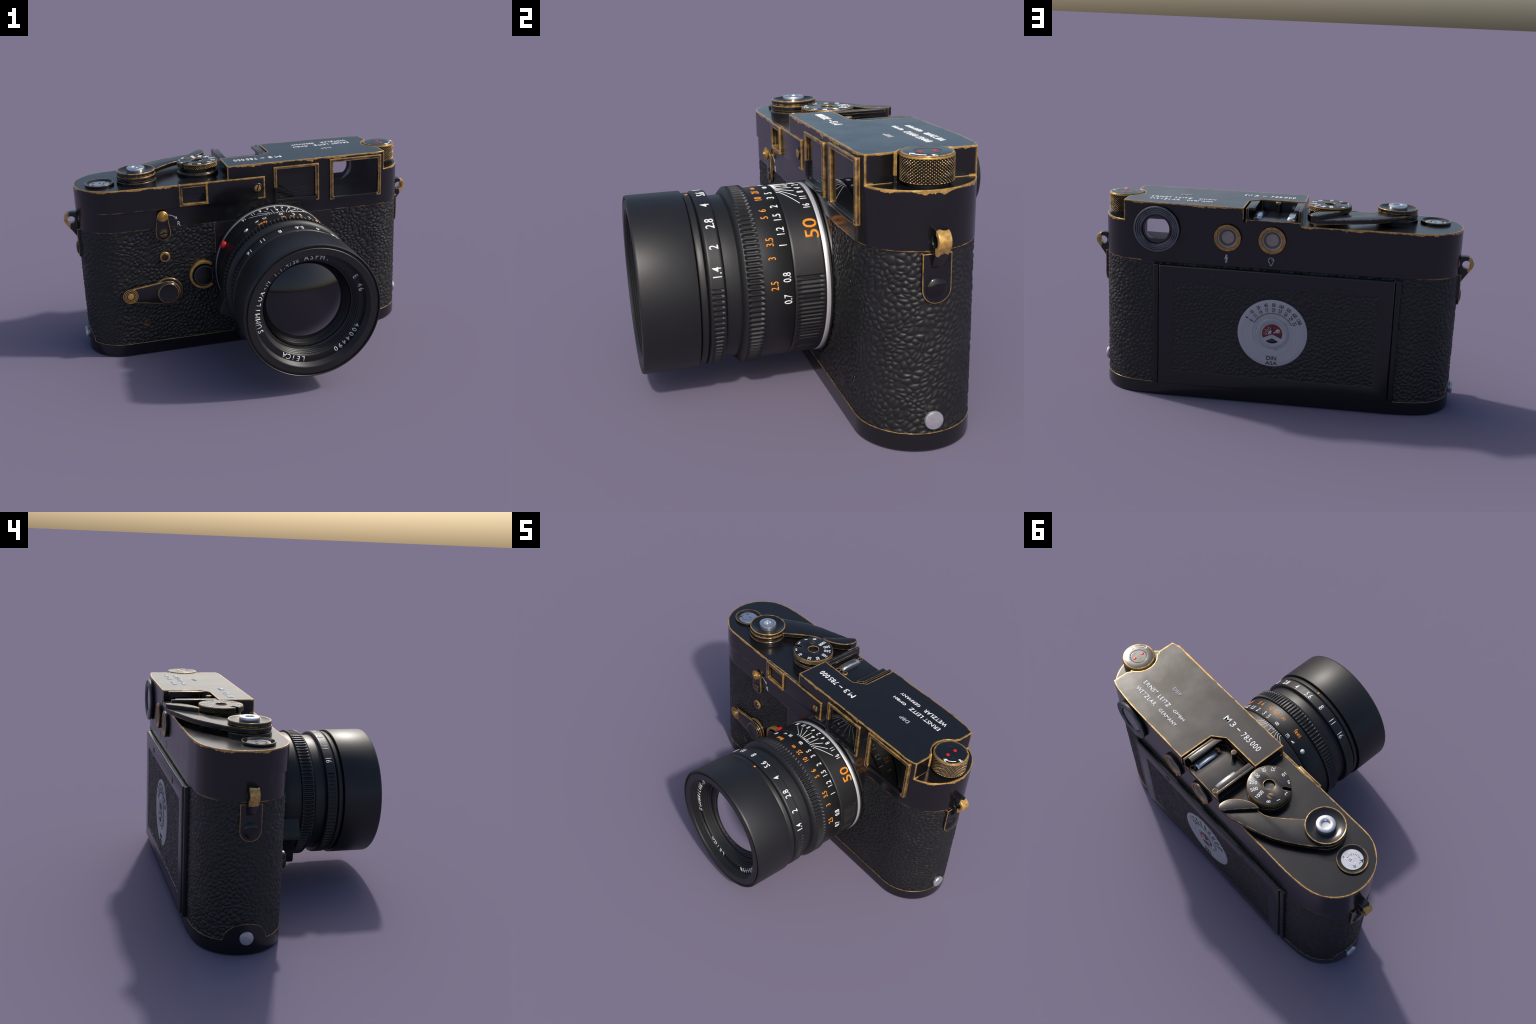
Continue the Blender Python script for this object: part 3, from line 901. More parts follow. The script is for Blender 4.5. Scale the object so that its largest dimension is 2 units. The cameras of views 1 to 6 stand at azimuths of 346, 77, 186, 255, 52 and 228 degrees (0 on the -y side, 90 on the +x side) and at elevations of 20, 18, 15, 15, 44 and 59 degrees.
pad = smooth_loop([(-0.299, 0.4505), (-0.262, 0.455), (-0.225, 0.474), (-0.190, 0.503), (-0.166, 0.538), (-0.160, 0.574), (-0.168, 0.596), (-0.186, 0.600), (-0.203, 0.588),
                   (-0.237, 0.541), (-0.272, 0.495), (-0.298, 0.461)], 5)
plate("lever_thumb_rest", [pad], 0.040, TOP(1.0360), "paint", lever, bevel=0.002)
lathe("shutter_collar", [(0.098, 1.015), (0.1005, 1.0175), (0.1032, 1.020), (0.1035, 1.036), (0.1025, 1.0395), (0.0995, 1.0395), (0.094, 1.0365), (0.076, 1.0295), (0.058, 1.0265), (0.050, 1.026), (0, 1.026)],
      (SHX, SHY), 'z', worn_paint("black_enamel_collar", radius=0.010, lo=0.030, hi=0.045, amount=1.2, noise=35, chunky=True), segs=96)
lathe("shutter_button", [(0.0475, 1.02), (0.0495, 1.024), (0.0505, 1.046), (0.0485, 1.0515), (0.045, 1.0535), (0.027, 1.0540), (0.0225, 1.0525), (0.0205, 1.0485), (0.0195, 1.040), (0, 1.039)],
      (SHX, SHY), 'z', "chrome", segs=64)

# frame counter
CX, CY = -0.7930, 0.2750
cw = lathe("frame_counter_rim", [(0.077, 0.965), (0.0790, 0.972), (0.0795, 0.980), (0.0780, 0.9838), (0.0735, 0.9838), (0.066, 0.979), (0.058, 0.9745), (0.056, 0.972), (0, 0.972)],
           (CX, CY), 'z', worn_paint("black_enamel_counter_rim", radius=0.006, lo=0.04, hi=0.07, amount=1.5), segs=72)
lathe("frame_counter_dial", [(0.0555, 0.970), (0.0555, 0.9752), (0.0545, 0.976), (0, 0.976)], (CX, CY), 'z', "chrome", cw, segs=56)
wr = Writing()
P = TOP(0.9761)
wr.shape([(CX - 0.030, CY - 0.028), (CX - 0.046, CY - 0.024), (CX - 0.034, CY - 0.043)], on_plane(P, 0, 0))
tdir = math.degrees(math.atan2(-0.74, -0.67))
def ctext(t, du, dv, rot, h):
    c, s = cos(rad(tdir)), sin(rad(tdir))
    wr.text(t, h, on_plane(P, CX + c * du - s * dv, CY + s * du + c * dv, tdir + rot), thick=0.0008)
ctext("15", -0.010, -0.003, -40, 0.014); ctext("10", 0.010, -0.036, -80, 0.014); ctext("0", -0.043, 0.012, 0, 0.012)
for k in range(13):
    a = rad(tdir + 150 - 15 * k)
    wr.stroke([(CX + 0.030 * cos(a) - 0.008, CY + 0.030 * sin(a)), (CX + 0.037 * cos(a) - 0.008, CY + 0.037 * sin(a))], 0.0022, on_plane(P, 0, 0), thick=0.0008)
wr.make("frame_numbers", "ink", cw)

# shutter speed dial
DX, DY = -0.2424, 0.3292
lathe("speed_dial_base", [(0, 0.965), (0.113, 0.965), (0.1145, 0.972), (0.1145, 0.984), (0.112, 0.988), (0.104, 0.989), (0.102, 0.992), (0.102, 1.012), (0, 1.012)], (DX, DY), 'z', "paint_thin", segs=96)
slot_ang = rad(-146)
def dial_mod(i, r, z, t):
    return knurl(58, 2.0, 1.0185, 1.0385, 0.0055)(i, r, z, t)
prof = [(0, 1.010), (0.098, 1.010), (0.107, 1.0125), (0.1115, 1.017)] + [(0.1134, z) for z in np.linspace(1.0185, 1.0385, 14)] + [(0.1134, 1.0405), (0.1120, 1.0434), (0.108, 1.0440), (0.036, 1.0440), (0.0315, 1.0438), (0.0305, 1.042), (0.030, 1.030), (0, 1.028)]
M["knurl_dial"] = knurl_mat("knurled_brass_dial_edge", (DX, DY), 0.1117, 0.1131)
dial = lathe("speed_dial", prof, (DX, DY), 'z', "knurl_dial", segs=496, mod=dial_mod, angle=50)
slot = [(DX + u * cos(slot_ang) - v * sin(slot_ang), DY + u * sin(slot_ang) + v * cos(slot_ang)) for u, v in
        [(0.13, -0.0095), (0.13, 0.0095), (0.076, 0.0095)] + arc(0.076, 0, 0.0095, 90, 270, 10)[1:-1] + [(0.076, -0.0095)]]
boolean(dial, [plate("cutter", [slot], 0.2, TOP(1.1), "pitch", bevel=0)])
dial.data.set_sharp_from_angle(angle=rad(50))
# painted face of the dial with the same slot
face_pts = []
R_f = 0.1118
gap = math.degrees(math.asin(0.0105 / R_f))
sa = math.degrees(slot_ang)
face_pts = arc(DX, DY, R_f, sa + gap, sa + 360 - gap, 90)
inner_slot = [(DX + u * cos(slot_ang) - v * sin(slot_ang), DY + u * sin(slot_ang) + v * cos(slot_ang)) for u, v in
              [(0.076, -0.0105)] + arc(0.076, 0, 0.0105, 270, 90, 10)[1:-1] + [(0.076, 0.0105)]]
plate("dial_face", [face_pts + inner_slot, circle(DX, DY, 0.0315, 40)[::-1]], 0.004, TOP(1.0446), "paint_thin", dial, bevel=0.0006)
lathe("dial_bore", [(0.0315, 1.0435), (0.0325, 1.0455), (0.0300, 1.0455), (0.0285, 1.043), (0.0280, 1.030)], (DX, DY), 'z', M["line_paint"], dial, segs=40)
ds = slotted_screw("dial_screw", DX + 0.0655 * cos(rad(144.8)), DY + 0.0655 * sin(rad(144.8)), 0.0175, 1.0452, 20, "worn_screw", TOP, 0.003)
wr = Writing()
P = TOP(1.0446)
for t, a, r in [("1000", 98, 0.074), ("500", 68.3, 0.080), ("250", 39.8, 0.0805), ("100", 8, 0.0845), ("50", -24, 0.090), ("25", -54, 0.0915), ("10", -93, 0.0940),
                ("5", -123, 0.0985), ("2", -163.3, 0.0985), ("1", 166, 0.099), ("B", 136.5, 0.0965)]:
    wr.text(t, 0.0195, on_plane(P, DX + r * cos(rad(a)), DY + r * sin(rad(a)), a + 180), squeeze=0.95, thick=0.0008)
wr.make("speed_numbers", "white", dial)

# accessory shoe
shoe = plate("accessory_shoe", [[(-0.1150, 0.3170), (0.110, 0.3170), (0.163, 0.366), (0.163, 0.5590), (-0.1150, 0.5590)]], 0.022, TOP(0.985), "paint", bevel=0.001)
def rail(name, x_out, x_wall, x_lip, front, diag):
    V = []
    y1 = 0.5590
    wl = [(x_out, front[0]), (x_wall, front[0]), (x_wall, y1), (x_out, y1)] if not diag else \
         [(x_out, front[1]), (x_wall, front[1] - 0.010), (x_wall, y1), (x_out, y1)]
    plate(name, [wl], 0.058, TOP(1.0425), "paint_thin", shoe, bevel=0.001)
    lip = [(x_wall, front[0] + 0.002), (x_lip, front[0] + 0.002), (x_lip, 0.535), (x_wall, 0.535)] if not diag else \
          [(x_wall, front[1] - 0.008), (x_lip, front[0] + 0.004), (x_lip, 0.535), (x_wall, 0.535)]
    plate("shoe_lip", [lip], 0.013, TOP(1.0420), "paint_thin", shoe, bevel=0.001)
rail("shoe_rail", -0.1150, -0.1020, -0.0760, (0.3190, 0.319), False)
rail("shoe_rail", 0.163, 0.150, 0.1215, (0.334, 0.372), True)
for x0 in (-0.0840, 0.0885):
    prof_s = [(0.385, 0.985), (0.392, 0.996), (0.400, 1.001), (0.45, 1.004), (0.505, 1.001), (0.514, 0.996), (0.520, 0.985)]
    V, F = [], []
    for x, ins in ((x0, 0.003), (x0 + 0.006, 0), (x0 + 0.036, 0), (x0 + 0.042, 0.003)):
        for y, z in prof_s: V.append((x, y, z - ins * 2 if z > 0.985 else z))
    n = len(prof_s)
    for a in range(3):
        for b in range(n - 1): F.append((a * n + b, (a + 1) * n + b, (a + 1) * n + b + 1, a * n + b + 1))
    F.append(tuple(range(n))); F.append(tuple(range(3 * n, 4 * n)))
    mk("shoe_spring", V, F, "chrome", shoe, 40)
for sx, sy in ((-0.066, 0.537), (0.118, 0.375), (0.118, 0.537), (-0.066, 0.372)):
    lathe("shoe_screw", [(0.0155, 0.984), (0.0155, 0.988), (0.0135, 0.9895), (0.011, 0.987), (0, 0.987)], (sx, sy), 'z', "paint_thin", shoe, segs=28)
lathe("shoe_stop_pin", [(0.0135, 0.98), (0.0135, 1.030), (0.0150, 1.032), (0.0150, 1.0365), (0.013, 1.039), (0.006, 1.0395), (0, 1.0395)], (0.0252, 0.3370), 'z',
      worn_paint("black_pin_brass_rim", radius=0.005, lo=0.02, hi=0.04, amount=1.4), shoe, segs=28)

# engraving on the top
wr = Writing()
P = TOPR(Z_HOUSING + 0.0002)
def top_text(t, x_a, x_b, y, h):
    wr.text(t, h, on_plane(P, -(x_a + x_b) / 2, -y), w=abs(x_a - x_b))
top_text("M", 0.217, 0.180, 0.2325, 0.034); top_text("3", 0.166, 0.142, 0.2325, 0.034); wr.stroke([(-0.121, -0.2325), (-0.096, -0.2325)], 0.0055, on_plane(P, 0, 0))
for k, d in enumerate("785000"):
    xa = 0.077 - 0.0222 * k - (0.004 if k > 2 else 0)
    top_text(d, xa, xa - 0.0175, 0.2325, 0.034)
top_text("ERNST LEITZ", 0.679, 0.462, 0.411, 0.025); top_text("GMBH", 0.430, 0.341, 0.411, 0.017)
top_text("WETZLAR", 0.679, 0.519, 0.463, 0.025); top_text("GERMANY", 0.484, 0.343, 0.463, 0.019)
wr.make("maker_engraving", "white")
wr = Writing()
top_text("DBP", 0.543, 0.479, 0.323, 0.022)
wr.make("patent_mark", "grey_ink")

# ================================================================== BACK
# film door
door = plate("film_door", [rect(-0.601, 0.601, 0.0765, 0.7245), rect(-0.520, 0.520, 0.155, 0.635)[::-1]], 0.040, BACK(0.5840), "door", bevel=0.007)
for s in (-1, 1):
    a, b = sorted((s * 0.603, s * 0.632))
    plate("door_strip", [rect(a, b, 0.073, 0.7265)], 0.036, BACK(0.5775), "shell", bevel=0.007)


def panel(name, x0, x1, z0, z1, y, parent):
    step = 0.0032
    xs = np.linspace(x0, x1, int((x1 - x0) / step)); zs = np.linspace(z0, z1, int((z1 - z0) / step))
    X, Z = np.meshgrid(xs, zs, indexing='ij')
    H = grain(X + 3.0, Z, 5) * 0.0045
    V = np.stack([X, y + H, Z], -1).reshape(-1, 3)
    nx, nz = len(xs), len(zs)
    i, k = np.meshgrid(np.arange(nx - 1), np.arange(nz - 1), indexing='ij')
    F = np.stack([i * nz + k, i * nz + k + 1, (i + 1) * nz + k + 1, (i + 1) * nz + k], -1).reshape(-1, 4)
    return mk(name, V, F, "leather", parent, angle=None, fix=False)
panel("door_leather", -0.524, 0.524, 0.150, 0.640, 0.5790, door)
for x in (0.318, -0.318):
    lathe("door_rivet", [(0.0175, 0.580), (0.0172, 0.5850), (0.015, 0.5860), (0, 0.5864)], (x, 0.673), 'y', "anodised", door, segs=28)

# film speed reminder disc
QX, QZ = 0.0035, 0.4030
disc = lathe("film_speed_disc", [(0.178, 0.5715), (0.180, 0.5795), (0.1795, 0.5850), (0.176, 0.5865), (0.152, 0.5863), (0.151, 0.5857), (0.149, 0.5857), (0.148, 0.5863),
                                 (0.129, 0.5863), (0.128, 0.5857), (0.126, 0.5857), (0.125, 0.5863), (0.105, 0.5863), (0.104, 0.5850), (0.101, 0.5845), (0, 0.5845)],
             (QX, QZ), 'y', "disc", segs=120)
def radial(i, r, h, t):
    return r
dial2 = lathe("reminder_dial", [(0.0815, 0.5835), (0.082, 0.5890), (0.080, 0.5910), (0.056, 0.5913), (0.053, 0.5903), (0, 0.5901)], (QX, QZ), 'y', "disc", disc, segs=96)
V, F = [], []
for k in range(96):                                   # fine radial ribs on the dial
    t0 = 2 * pi * k / 96
    b = len(V)
    for r in (0.0585, 0.0785):
        for dt in (-0.011, 0.011):
            for y in (0.5907, 0.5921): V.append((QX + r * cos(t0 + dt), y, QZ + r * sin(t0 + dt)))
    F += [(b, b + 2, b + 6, b + 4), (b + 1, b + 5, b + 7, b + 3), (b, b + 4, b + 5, b + 1), (b + 2, b + 3, b + 7, b + 6), (b, b + 1, b + 3, b + 2), (b + 4, b + 6, b + 7, b + 5)]
mk("dial_ribs", V, F, "disc", disc, None)["kind"] = "stuff"
B0 = BACK(0.5863)
def back_xy(a, r): return (-QX + r * cos(rad(a)), QZ + r * sin(rad(a)))
for a in (166, 41, -76):
    x, z = back_xy(a, 0.087); tx, tz = back_xy(a, 0.096)
    wx, wz = sin(rad(a)) * 0.006, -cos(rad(a)) * 0.006
    plate("dial_pointer", [[(x + wx, z + wz), (tx, tz), (x - wx, z - wz)]], 0.006, BACK(0.5890), "disc", disc, bevel=0.0006)
wr = Writing()
B1 = BACK(0.5864)
for k, (asa, din) in enumerate(zip(["4", "10", "20", "40", "80", "160", "320", "650", "1300"], ["8", "11", "14", "17", "20", "23", "26", "29", "32"])):
    a = 150 - 15.2 * k
    x, z = back_xy(a, 0.1545); wr.text(asa, 0.0195, on_plane(B1, x, z, a - 90), squeeze=0.62, thick=0.0008)
    x, z = back_xy(a, 0.1285); wr.text(din, 0.0195, on_plane(B1, x, z, a - 90), squeeze=0.68, thick=0.0008)
for k in range(41):
    a = 150 - 15.2 * k / 5
    r1 = 0.1155 if k % 5 == 0 else 0.112
    wr.stroke([back_xy(a, 0.1065), back_xy(a, r1)], 0.0026, on_plane(B1, 0, 0), thick=0.0008)
wr.text("DIN", 0.021, on_plane(B1, -QX, QZ - 0.134), w=0.052); wr.text("ASA", 0.019, on_plane(B1, -QX, QZ - 0.161), w=0.062)
wr.make("film_speed_numbers", "ink", disc)
# centre emblem: daylight and bulb sectors, white chevron, black gap
B2 = BACK(0.5917)
R0 = 0.052
plate("emblem_field", [arc(-QX, QZ, R0, -27, 207, 44) + [(-QX, QZ - 0.002)]], 0.003, B2, "dark_red", dial2, bevel=0.0004)
wb = Writing()
PB = BACK(0.5913)
wb.shape([(-QX, QZ - 0.024)] + arc(-QX, QZ, R0 * 0.98, -128, -52, 16), on_plane(PB, 0, 0))
wb.stroke([(-QX, QZ - 0.002), (-QX, QZ + R0 * 0.98)], 0.003, on_plane(B2, 0, 0))
wb.make("emblem_black", "ink", dial2)
ww = Writing()
ww.shape([(-QX - 0.003, QZ + 0.002)] + [(-QX - 0.003, QZ + 0.018)] + arc(-QX - 0.003, QZ + 0.001, 0.018, 95, 200, 10), on_plane(B2, 0, 0))
for k, a in enumerate((103, 118, 133, 148, 163, 178, 192)):
    r1 = 0.042 if k % 2 else 0.034
    c = (-QX - 0.003, QZ + 0.001)
    ww.stroke([(c[0] + 0.022 * cos(rad(a)), c[1] + 0.022 * sin(rad(a))), (c[0] + r1 * cos(rad(a)), c[1] + r1 * sin(rad(a)))], 0.0022, on_plane(B2, 0, 0))
bulb = [(0.006, 0.003), (0.012, 0.004), (0.018, 0.006)] + [(0.030 + 0.0115 * cos(rad(a)), 0.016 + 0.0115 * sin(rad(a))) for a in range(-120, 170, 20)] + [(0.016, 0.012), (0.010, 0.009), (0.006, 0.007)]
ww.shape([(-QX + x, QZ + z) for x, z in bulb], on_plane(B2, 0, 0))
ww.make("emblem_white", "disc", dial2)

# eyepiece
EX, EZ = 0.6150, 0.9085
ridges = []
for k in range(4):
    r = 0.113 - 0.0090 * k
    ridges += [(r, 0.5815 - 0.0006 * k), (r - 0.003, 0.5815 - 0.0006 * k), (r - 0.0052, 0.5775), (r - 0.0072, 0.5775)]
eye = lathe("viewfinder_eyepiece", [(0.108, 0.545), (0.108, 0.562), (0.1150, 0.564), (0.1185, 0.568), (0.1185, 0.576), (0.1165, 0.580)] + ridges +
            [(0.0765, 0.5785), (0.0745, 0.574), (0.0735, 0.565), (0.0735, 0.545)], (EX, EZ), 'y', "eyecup", segs=96)
hole = []
HX, HZ = EX, EZ
for a in np.linspace(0, 360, 73)[:-1]:
    hole.append((-HX + 0.0640 * cos(rad(a)), max(-0.0510, min(0.0510, 0.0640 * sin(rad(a)))) + HZ))
plate("eyepiece_mask", [circle(-EX, EZ, 0.0745, 56), hole[::-1]], 0.004, BACK(0.5660), "pitch", eye, bevel=0.0)
plate("eyepiece_glass", [circle(-EX, EZ, 0.0710, 56)], 0.003, BACK(0.5740), "glass", eye, bevel=0.0)

# flash sockets and their marks
for x, z in ((0.2510, 0.8868), (0.0245, 0.8877)):
    so = lathe("flash_socket", [(0.0660, 0.550), (0.0660, 0.562), (0.0690, 0.563), (0.0700, 0.566), (0.0700, 0.5735), (0.0690, 0.5755), (0.0600, 0.5755), (0.0600, 0.55)], (x, z), 'y', "shell", segs=64)
    lathe("socket_ring", [(0.0560, 0.570), (0.0688, 0.5745), (0.0680, 0.5765), (0.0640, 0.5775), (0.0612, 0.5760), (0.0580, 0.5775), (0.0540, 0.5762), (0.0520, 0.572), (0.0515, 0.560)], (x, z), 'y', "copper", so, segs=64)
    lathe("socket_insulator", [(0.0528, 0.560), (0.0525, 0.5710), (0.0500, 0.5728), (0.0450, 0.5690), (0.0430, 0.564), (0.0420, 0.545), (0, 0.545)], (x, z), 'y', "cup", so, segs=56)
    lathe("socket_contact", [(0.0340, 0.540), (0.0335, 0.5550), (0.0315, 0.5570), (0, 0.5575)], (x, z), 'y', "cup", so, segs=40)
wr = Writing()
P = BACK(Y_BACK + BACK_BULGE + 0.0002)
bx, bz = -0.2565, 0.775
wr.shape([(bx + a, bz + b) for a, b in [(-0.002, 0.024), (0.007, 0.022), (0.0035, 0.008), (0.010, 0.009), (0.003, -0.012), (0.007, -0.011), (-0.001, -0.024), (-0.006, -0.010), (-0.002, -0.011), (-0.001, -0.001), (-0.010, -0.003)]], on_plane(P, 0, 0))
cx, cz = -0.0270, 0.7825
ring = arc(cx, cz, 0.0138, -50, 230, 26) + [(cx - 0.006, cz - 0.020), (cx + 0.006, cz - 0.020)]
wr.stroke(ring, 0.0036, on_plane(P, 0, 0), closed=True)
wr.shape([(cx - 0.0065, cz - 0.018), (cx - 0.004, cz - 0.029), (cx + 0.004, cz - 0.029), (cx + 0.0065, cz - 0.018)], on_plane(P, 0, 0))
wr.stroke([(cx + 0.001, cz + 0.004), (cx + 0.006, cz + 0.0005), (cx + 0.011, cz + 0.005)], 0.003, on_plane(P, 0, 0))
wr.make("flash_symbols", "grey_ink")

# ================================================================== LENS
LC = (LX, LZ)
lens = lathe("lens", [(0, 0.120), (0.352, 0.120), (0.352, 0.1135), (0.330, 0.1135), (0.318, 0.10), (0.318, -0.222), (0.318, -0.30), (0.318, -0.40), (0, -0.40)], LC, 'y', "anodised", segs=128)
lathe("mount_ring", [(0.33, 0.1150), (0.3442, 0.1150), (0.3452, 0.1130), (0.3452, 0.1005), (0.3442, 0.0985), (0.33, 0.0985)], LC, 'y', "bright", lens, segs=160)


def ribs(count, bands, depth, duty=0.55, phase=0.0, sectors=None):
    """Radius change that cuts square-ish grooves between grip ribs within y bands and angular sectors."""
    def mod(i, r, y, t):
        for (y0, y1) in bands:
            if y0 <= y <= y1:
                d = math.degrees(t) % 360
                if sectors and not any(a <= d <= b for a, b in sectors): return r
                u = (count * t / (2 * pi) + phase) % 1.0
                c = abs(u - 0.5) * 2               # 0 mid groove .. 1 mid rib
                k = min(1, max(0, (c - (1 - duty) * 0.75) / 0.35)); k = k * k * (3 - 2 * k)
                e = min(1.0, min(y - y0, y1 - y) / 0.006)
                return r - depth * (1 - k) * e
        return r
    return mod


def steps(y0, y1, n): return list(np.linspace(y0, y1, n))

# depth-of-field ring (fixed), knurled on both flanks
dof = lathe("depth_scale_ring", [(0.33, 0.0975), (0.3416, 0.0975), (0.3436, 0.0955)] + [(0.3436, y) for y in steps(0.0900, -0.0140, 12)] + [(0.3436, -0.0220), (0.3410, -0.0250), (0.33, -0.0250)],
            LC, 'y', "anodised", lens, segs=720, mod=ribs(124, [(-0.0141, 0.0901)], 0.0045, 0.62, 0.2, [(290, 360), (0, 13), (172, 250)]), angle=50)
# focusing ring with distance scale and grip
focus = lathe("focus_ring", [(0.33, -0.0270), (0.3426, -0.0270), (0.3446, -0.0290), (0.3446, -0.1360), (0.3446, -0.1420)] + [(0.3555, y) for y in [-0.1440] + steps(-0.1460, -0.2060, 9)] +
              [(0.3548, -0.2085), (0.3350, -0.2260), (0.32, -0.2260)], LC, 'y', "anodised", lens, segs=832, mod=ribs(104, [(-0.2061, -0.1439)], 0.0080, 0.55, 0.5), angle=50)
# finger rest of the focusing ring
tab = [(186, 0.333), (189.5, 0.350), (193.5, 0.366), (197.5, 0.387), (200.5, 0.406), (202.5, 0.410), (204.5, 0.398), (208, 0.378), (212, 0.366), (216, 0.363), (221, 0.368), (225.5, 0.390),
       (228.5, 0.412), (231, 0.420), (233.5, 0.412), (237, 0.384), (241, 0.355), (244, 0.333)]
tab_pts = [(LX + r * cos(rad(a)), LZ + r * sin(rad(a))) for a, r in tab] + [(LX + 0.322 * cos(rad(a)), LZ + 0.322 * sin(rad(a))) for a in range(243, 186, -6)]
plate("finger_rest", [tab_pts], 0.112, FRONT(-0.1310), "anodised", focus, bevel=0.004)
# neck
lathe("lens_neck", [(0.315, -0.2240), (0.3258, -0.2240), (0.3268, -0.2280), (0.3248, -0.2800), (0.3298, -0.2880), (0.315, -0.2880)], LC, 'y', "anodised", lens, segs=128)
# aperture ring
apt = lathe("aperture_ring", [(0.315, -0.2850), (0.3388, -0.2850), (0.3482, -0.2895)] + [(0.3492, y) for y in steps(-0.2930, -0.3380, 8)] + [(0.3486, -0.3420), (0.3410, -0.3490), (0.315, -0.3490)],
            LC, 'y', "anodised", lens, segs=800, mod=ribs(100, [(-0.3381, -0.2929)], 0.0055, 0.6, 0.45, [(148, 360), (0, 11)]), angle=50)
lathe("index_ring", [(0.315, -0.3500), (0.3350, -0.3500), (0.3410, -0.3530), (0.3445, -0.3570), (0.3445, -0.3740), (0.3420, -0.3790), (0.3350, -0.3820), (0.315, -0.3820)], LC, 'y', "anodised", lens, segs=128)
# hood / front barrel with the stepped inner rim
inner = []
for k in range(5):
    y = -0.5950 + 0.0080 * k
    inner += [(0.2985 - 0.0010 * k, y), (0.2955 - 0.0010 * k, y + 0.0032)]
inner += [(0.2925, -0.5560), (0.2915, -0.5530), (0.2600, -0.5530)]
for k in range(4):
    y = -0.5490 + 0.0120 * k
    inner += [(0.2580 - 0.0040 * k, y), (0.2540 - 0.0040 * k, y + 0.0045)]
inner += [(0.2400, -0.5020), (0.2330, -0.4990), (0.2315, -0.4900), (0.2280, -0.4880), (0.2280, -0.4700)]
hood = lathe("lens_hood", [(0.315, -0.3840), (0.3380, -0.3840), (0.3535, -0.3860), (0.3550, -0.3890), (0.3555, -0.5900), (0.3545, -0.5970), (0.3520, -0.6010), (0.3485, -0.6015), (0.3455, -0.5985),
                              (0.3445, -0.5930), (0.3375, -0.5930), (0.3365, -0.5990), (0.3335, -0.6015), (0.3010, -0.6005)] + inner, LC, 'y', "anodised", lens, segs=192, angle=38)
dome = []
Rg, rg = 0.47, 0.229
sag0 = math.sqrt(Rg * Rg - rg * rg)
for k in range(20):
    r = rg * (1 - k / 19)
    dome.append((r, -0.4960 - (math.sqrt(Rg * Rg - r * r) - sag0)))
lathe("lens_glass", [(rg, -0.480)] + dome, LC, 'y', "front_glass", lens, segs=128, angle=60)

# red alignment bead, white and orange dots
ba = rad(150.5)
bead = lathe("alignment_bead", [(0.021 * cos(rad(a)), 0.021 * sin(rad(a))) for a in np.linspace(-20, 90, 14)][:-1] + [(0, 0.021)], (0, 0), 'z', "red", dof, segs=32)
bead.data.transform(Matrix.Translation((LX + 0.3480 * cos(ba), 0.0460, LZ + 0.3480 * sin(ba))) @ Matrix.Rotation(-ba + pi / 2, 4, 'Y'))
wd = Writing()
wd.shape(circle(0, 0, 0.0130, 24), on_barrel(126, -0.0640, 0.3446))

# writing on the lens barrel
wo = Writing()
wo.shape(circle(0, 0, 0.0065, 16), on_barrel(90.7, -0.3655, 0.3445))
for t, a in [("5.6", 86.6), ("4", 69.9), ("2.8", 53.2), ("2", 36.7), ("1.4", 21.2), ("8", 103.8), ("11", 120.4), ("16", 135.4)]:
    wd.text(t, 0.0340, on_barrel(a, -0.3135, 0.3492), squeeze=0.80)
for t, a in [("∞", 90.6), ("5", 78.8), ("3", 72.3), ("2", 63.0), ("1.5", 53.7), ("1.2", 43.3), ("1", 33.6), ("0.8", 13.4), ("0.7", -0.6), ("m", 106.2)]:
    wd.text(t, 0.0300, on_barrel(a, -0.0535, 0.3446), squeeze=0.74)
wd.shape([(-0.011, -0.003), (0.011, -0.007), (0.011, 0.009)], on_barrel(113.5, -0.0490, 0.3446))
for t, a in [("∞", 90.6), ("25", 82.1), ("10", 72.8), ("6", 60.1), ("5", 54.1), ("3.5", 36.4), ("3", 25.8), ("2.5", 8.7)]:
    wo.text(t, 0.0290, on_barrel(a, -0.1020, 0.3446), squeeze=0.74)
wo.text("feet", 0.0280, on_barrel(110.4, -0.1050, 0.3446), squeeze=0.85)
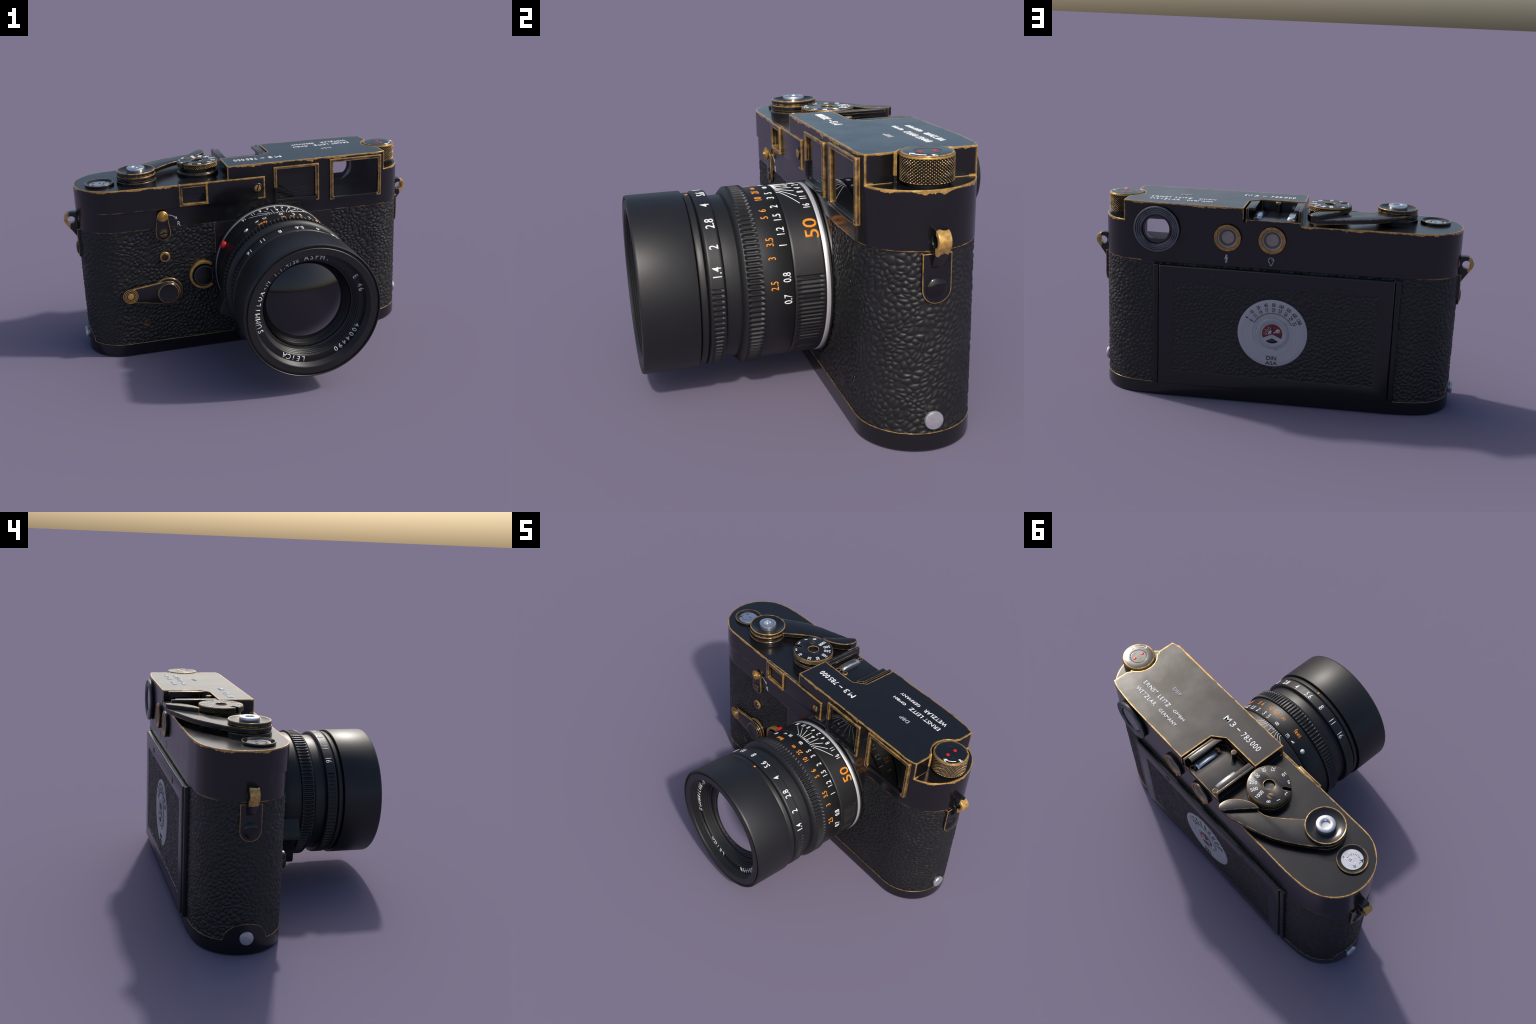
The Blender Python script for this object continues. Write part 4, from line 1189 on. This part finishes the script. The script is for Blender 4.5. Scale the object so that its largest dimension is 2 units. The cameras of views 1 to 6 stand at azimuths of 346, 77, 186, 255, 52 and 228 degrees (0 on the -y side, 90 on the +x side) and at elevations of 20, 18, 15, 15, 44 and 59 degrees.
wo.text("50", 0.0540, on_barrel(43.4, 0.0650, 0.3436), w=0.084)
for t, a in [("16", 122.0), ("11", 112.0), ("8", 104.9), ("4", 97.7), ("2", 90.6), ("4", 83.7), ("8", 77.1), ("11", 69.7), ("16", 61.3)]:
    wd.text(t, 0.0275, on_barrel(a, 0.0730, 0.3436), squeeze=0.72)
wd.shape([(-0.011, -0.008), (0.011, -0.008), (0, 0.011)], on_barrel(90.6, 0.0330, 0.3436))
for k, (dt, de) in enumerate([(29.3, 11.5), (21.0, 9.0), (13.7, 6.8), (6.9, 4.6)]):  # depth lines: from each stop bend towards the index
    for s in (-1, 1):
        q = []
        for a, y in ((de, -0.021), (de, -0.009), (dt - 2.0 - 0.02 * dt, 0.052)):
            q.append((rad(s * a) * 0.3436, -y))
        wd.stroke(q, 0.0024, on_barrel(90.6, 0.0, 0.3436))
for a in (1.6, 2.8):
    for s in (-1, 1):
        wd.stroke([(rad(s * a) * 0.3436, 0.021), (rad(s * a) * 0.3436, 0.006)], 0.0026, on_barrel(90.6, 0.0, 0.3436))
wd.stroke([(0, 0.021), (0, -0.020)], 0.003, on_barrel(90.6, 0.0, 0.3436))
# writing on the front ring
def ring_word(t, a0, a1, h):
    for_w = abs(a1 - a0) * pi / 180 * 0.2755
    wd.text(t, h, on_ring((a0 + a1) / 2, 0.2765, -0.5531), w=for_w, thick=0.0010)
def ring_letters(t, a0, a1, h, squeeze=0.92):
    n = len(t)
    for k, c in enumerate(t):
        if c == " ": continue
        wd.text(c, h * 1.12, on_ring(a0 + (a1 - a0) * k / max(1, n - 1), 0.2765, -0.5531), squeeze=squeeze, thick=0.0010)
ring_letters("SUMMILUX-M", 198.5, 143, 0.025)
ring_letters("1:1.4/50", 131, 104, 0.025, 0.7)
ring_letters("ASPH.", 94, 70.5, 0.025)
ring_letters("LEICA", -99.5, -121.5, 0.025)
ring_letters("E 46", 31, 14.5, 0.025)
ring_letters("4004490", -27, -61.5, 0.025)
wd.make("lens_engraving_white", "white", lens)
wo.make("lens_engraving_orange", "orange", lens)
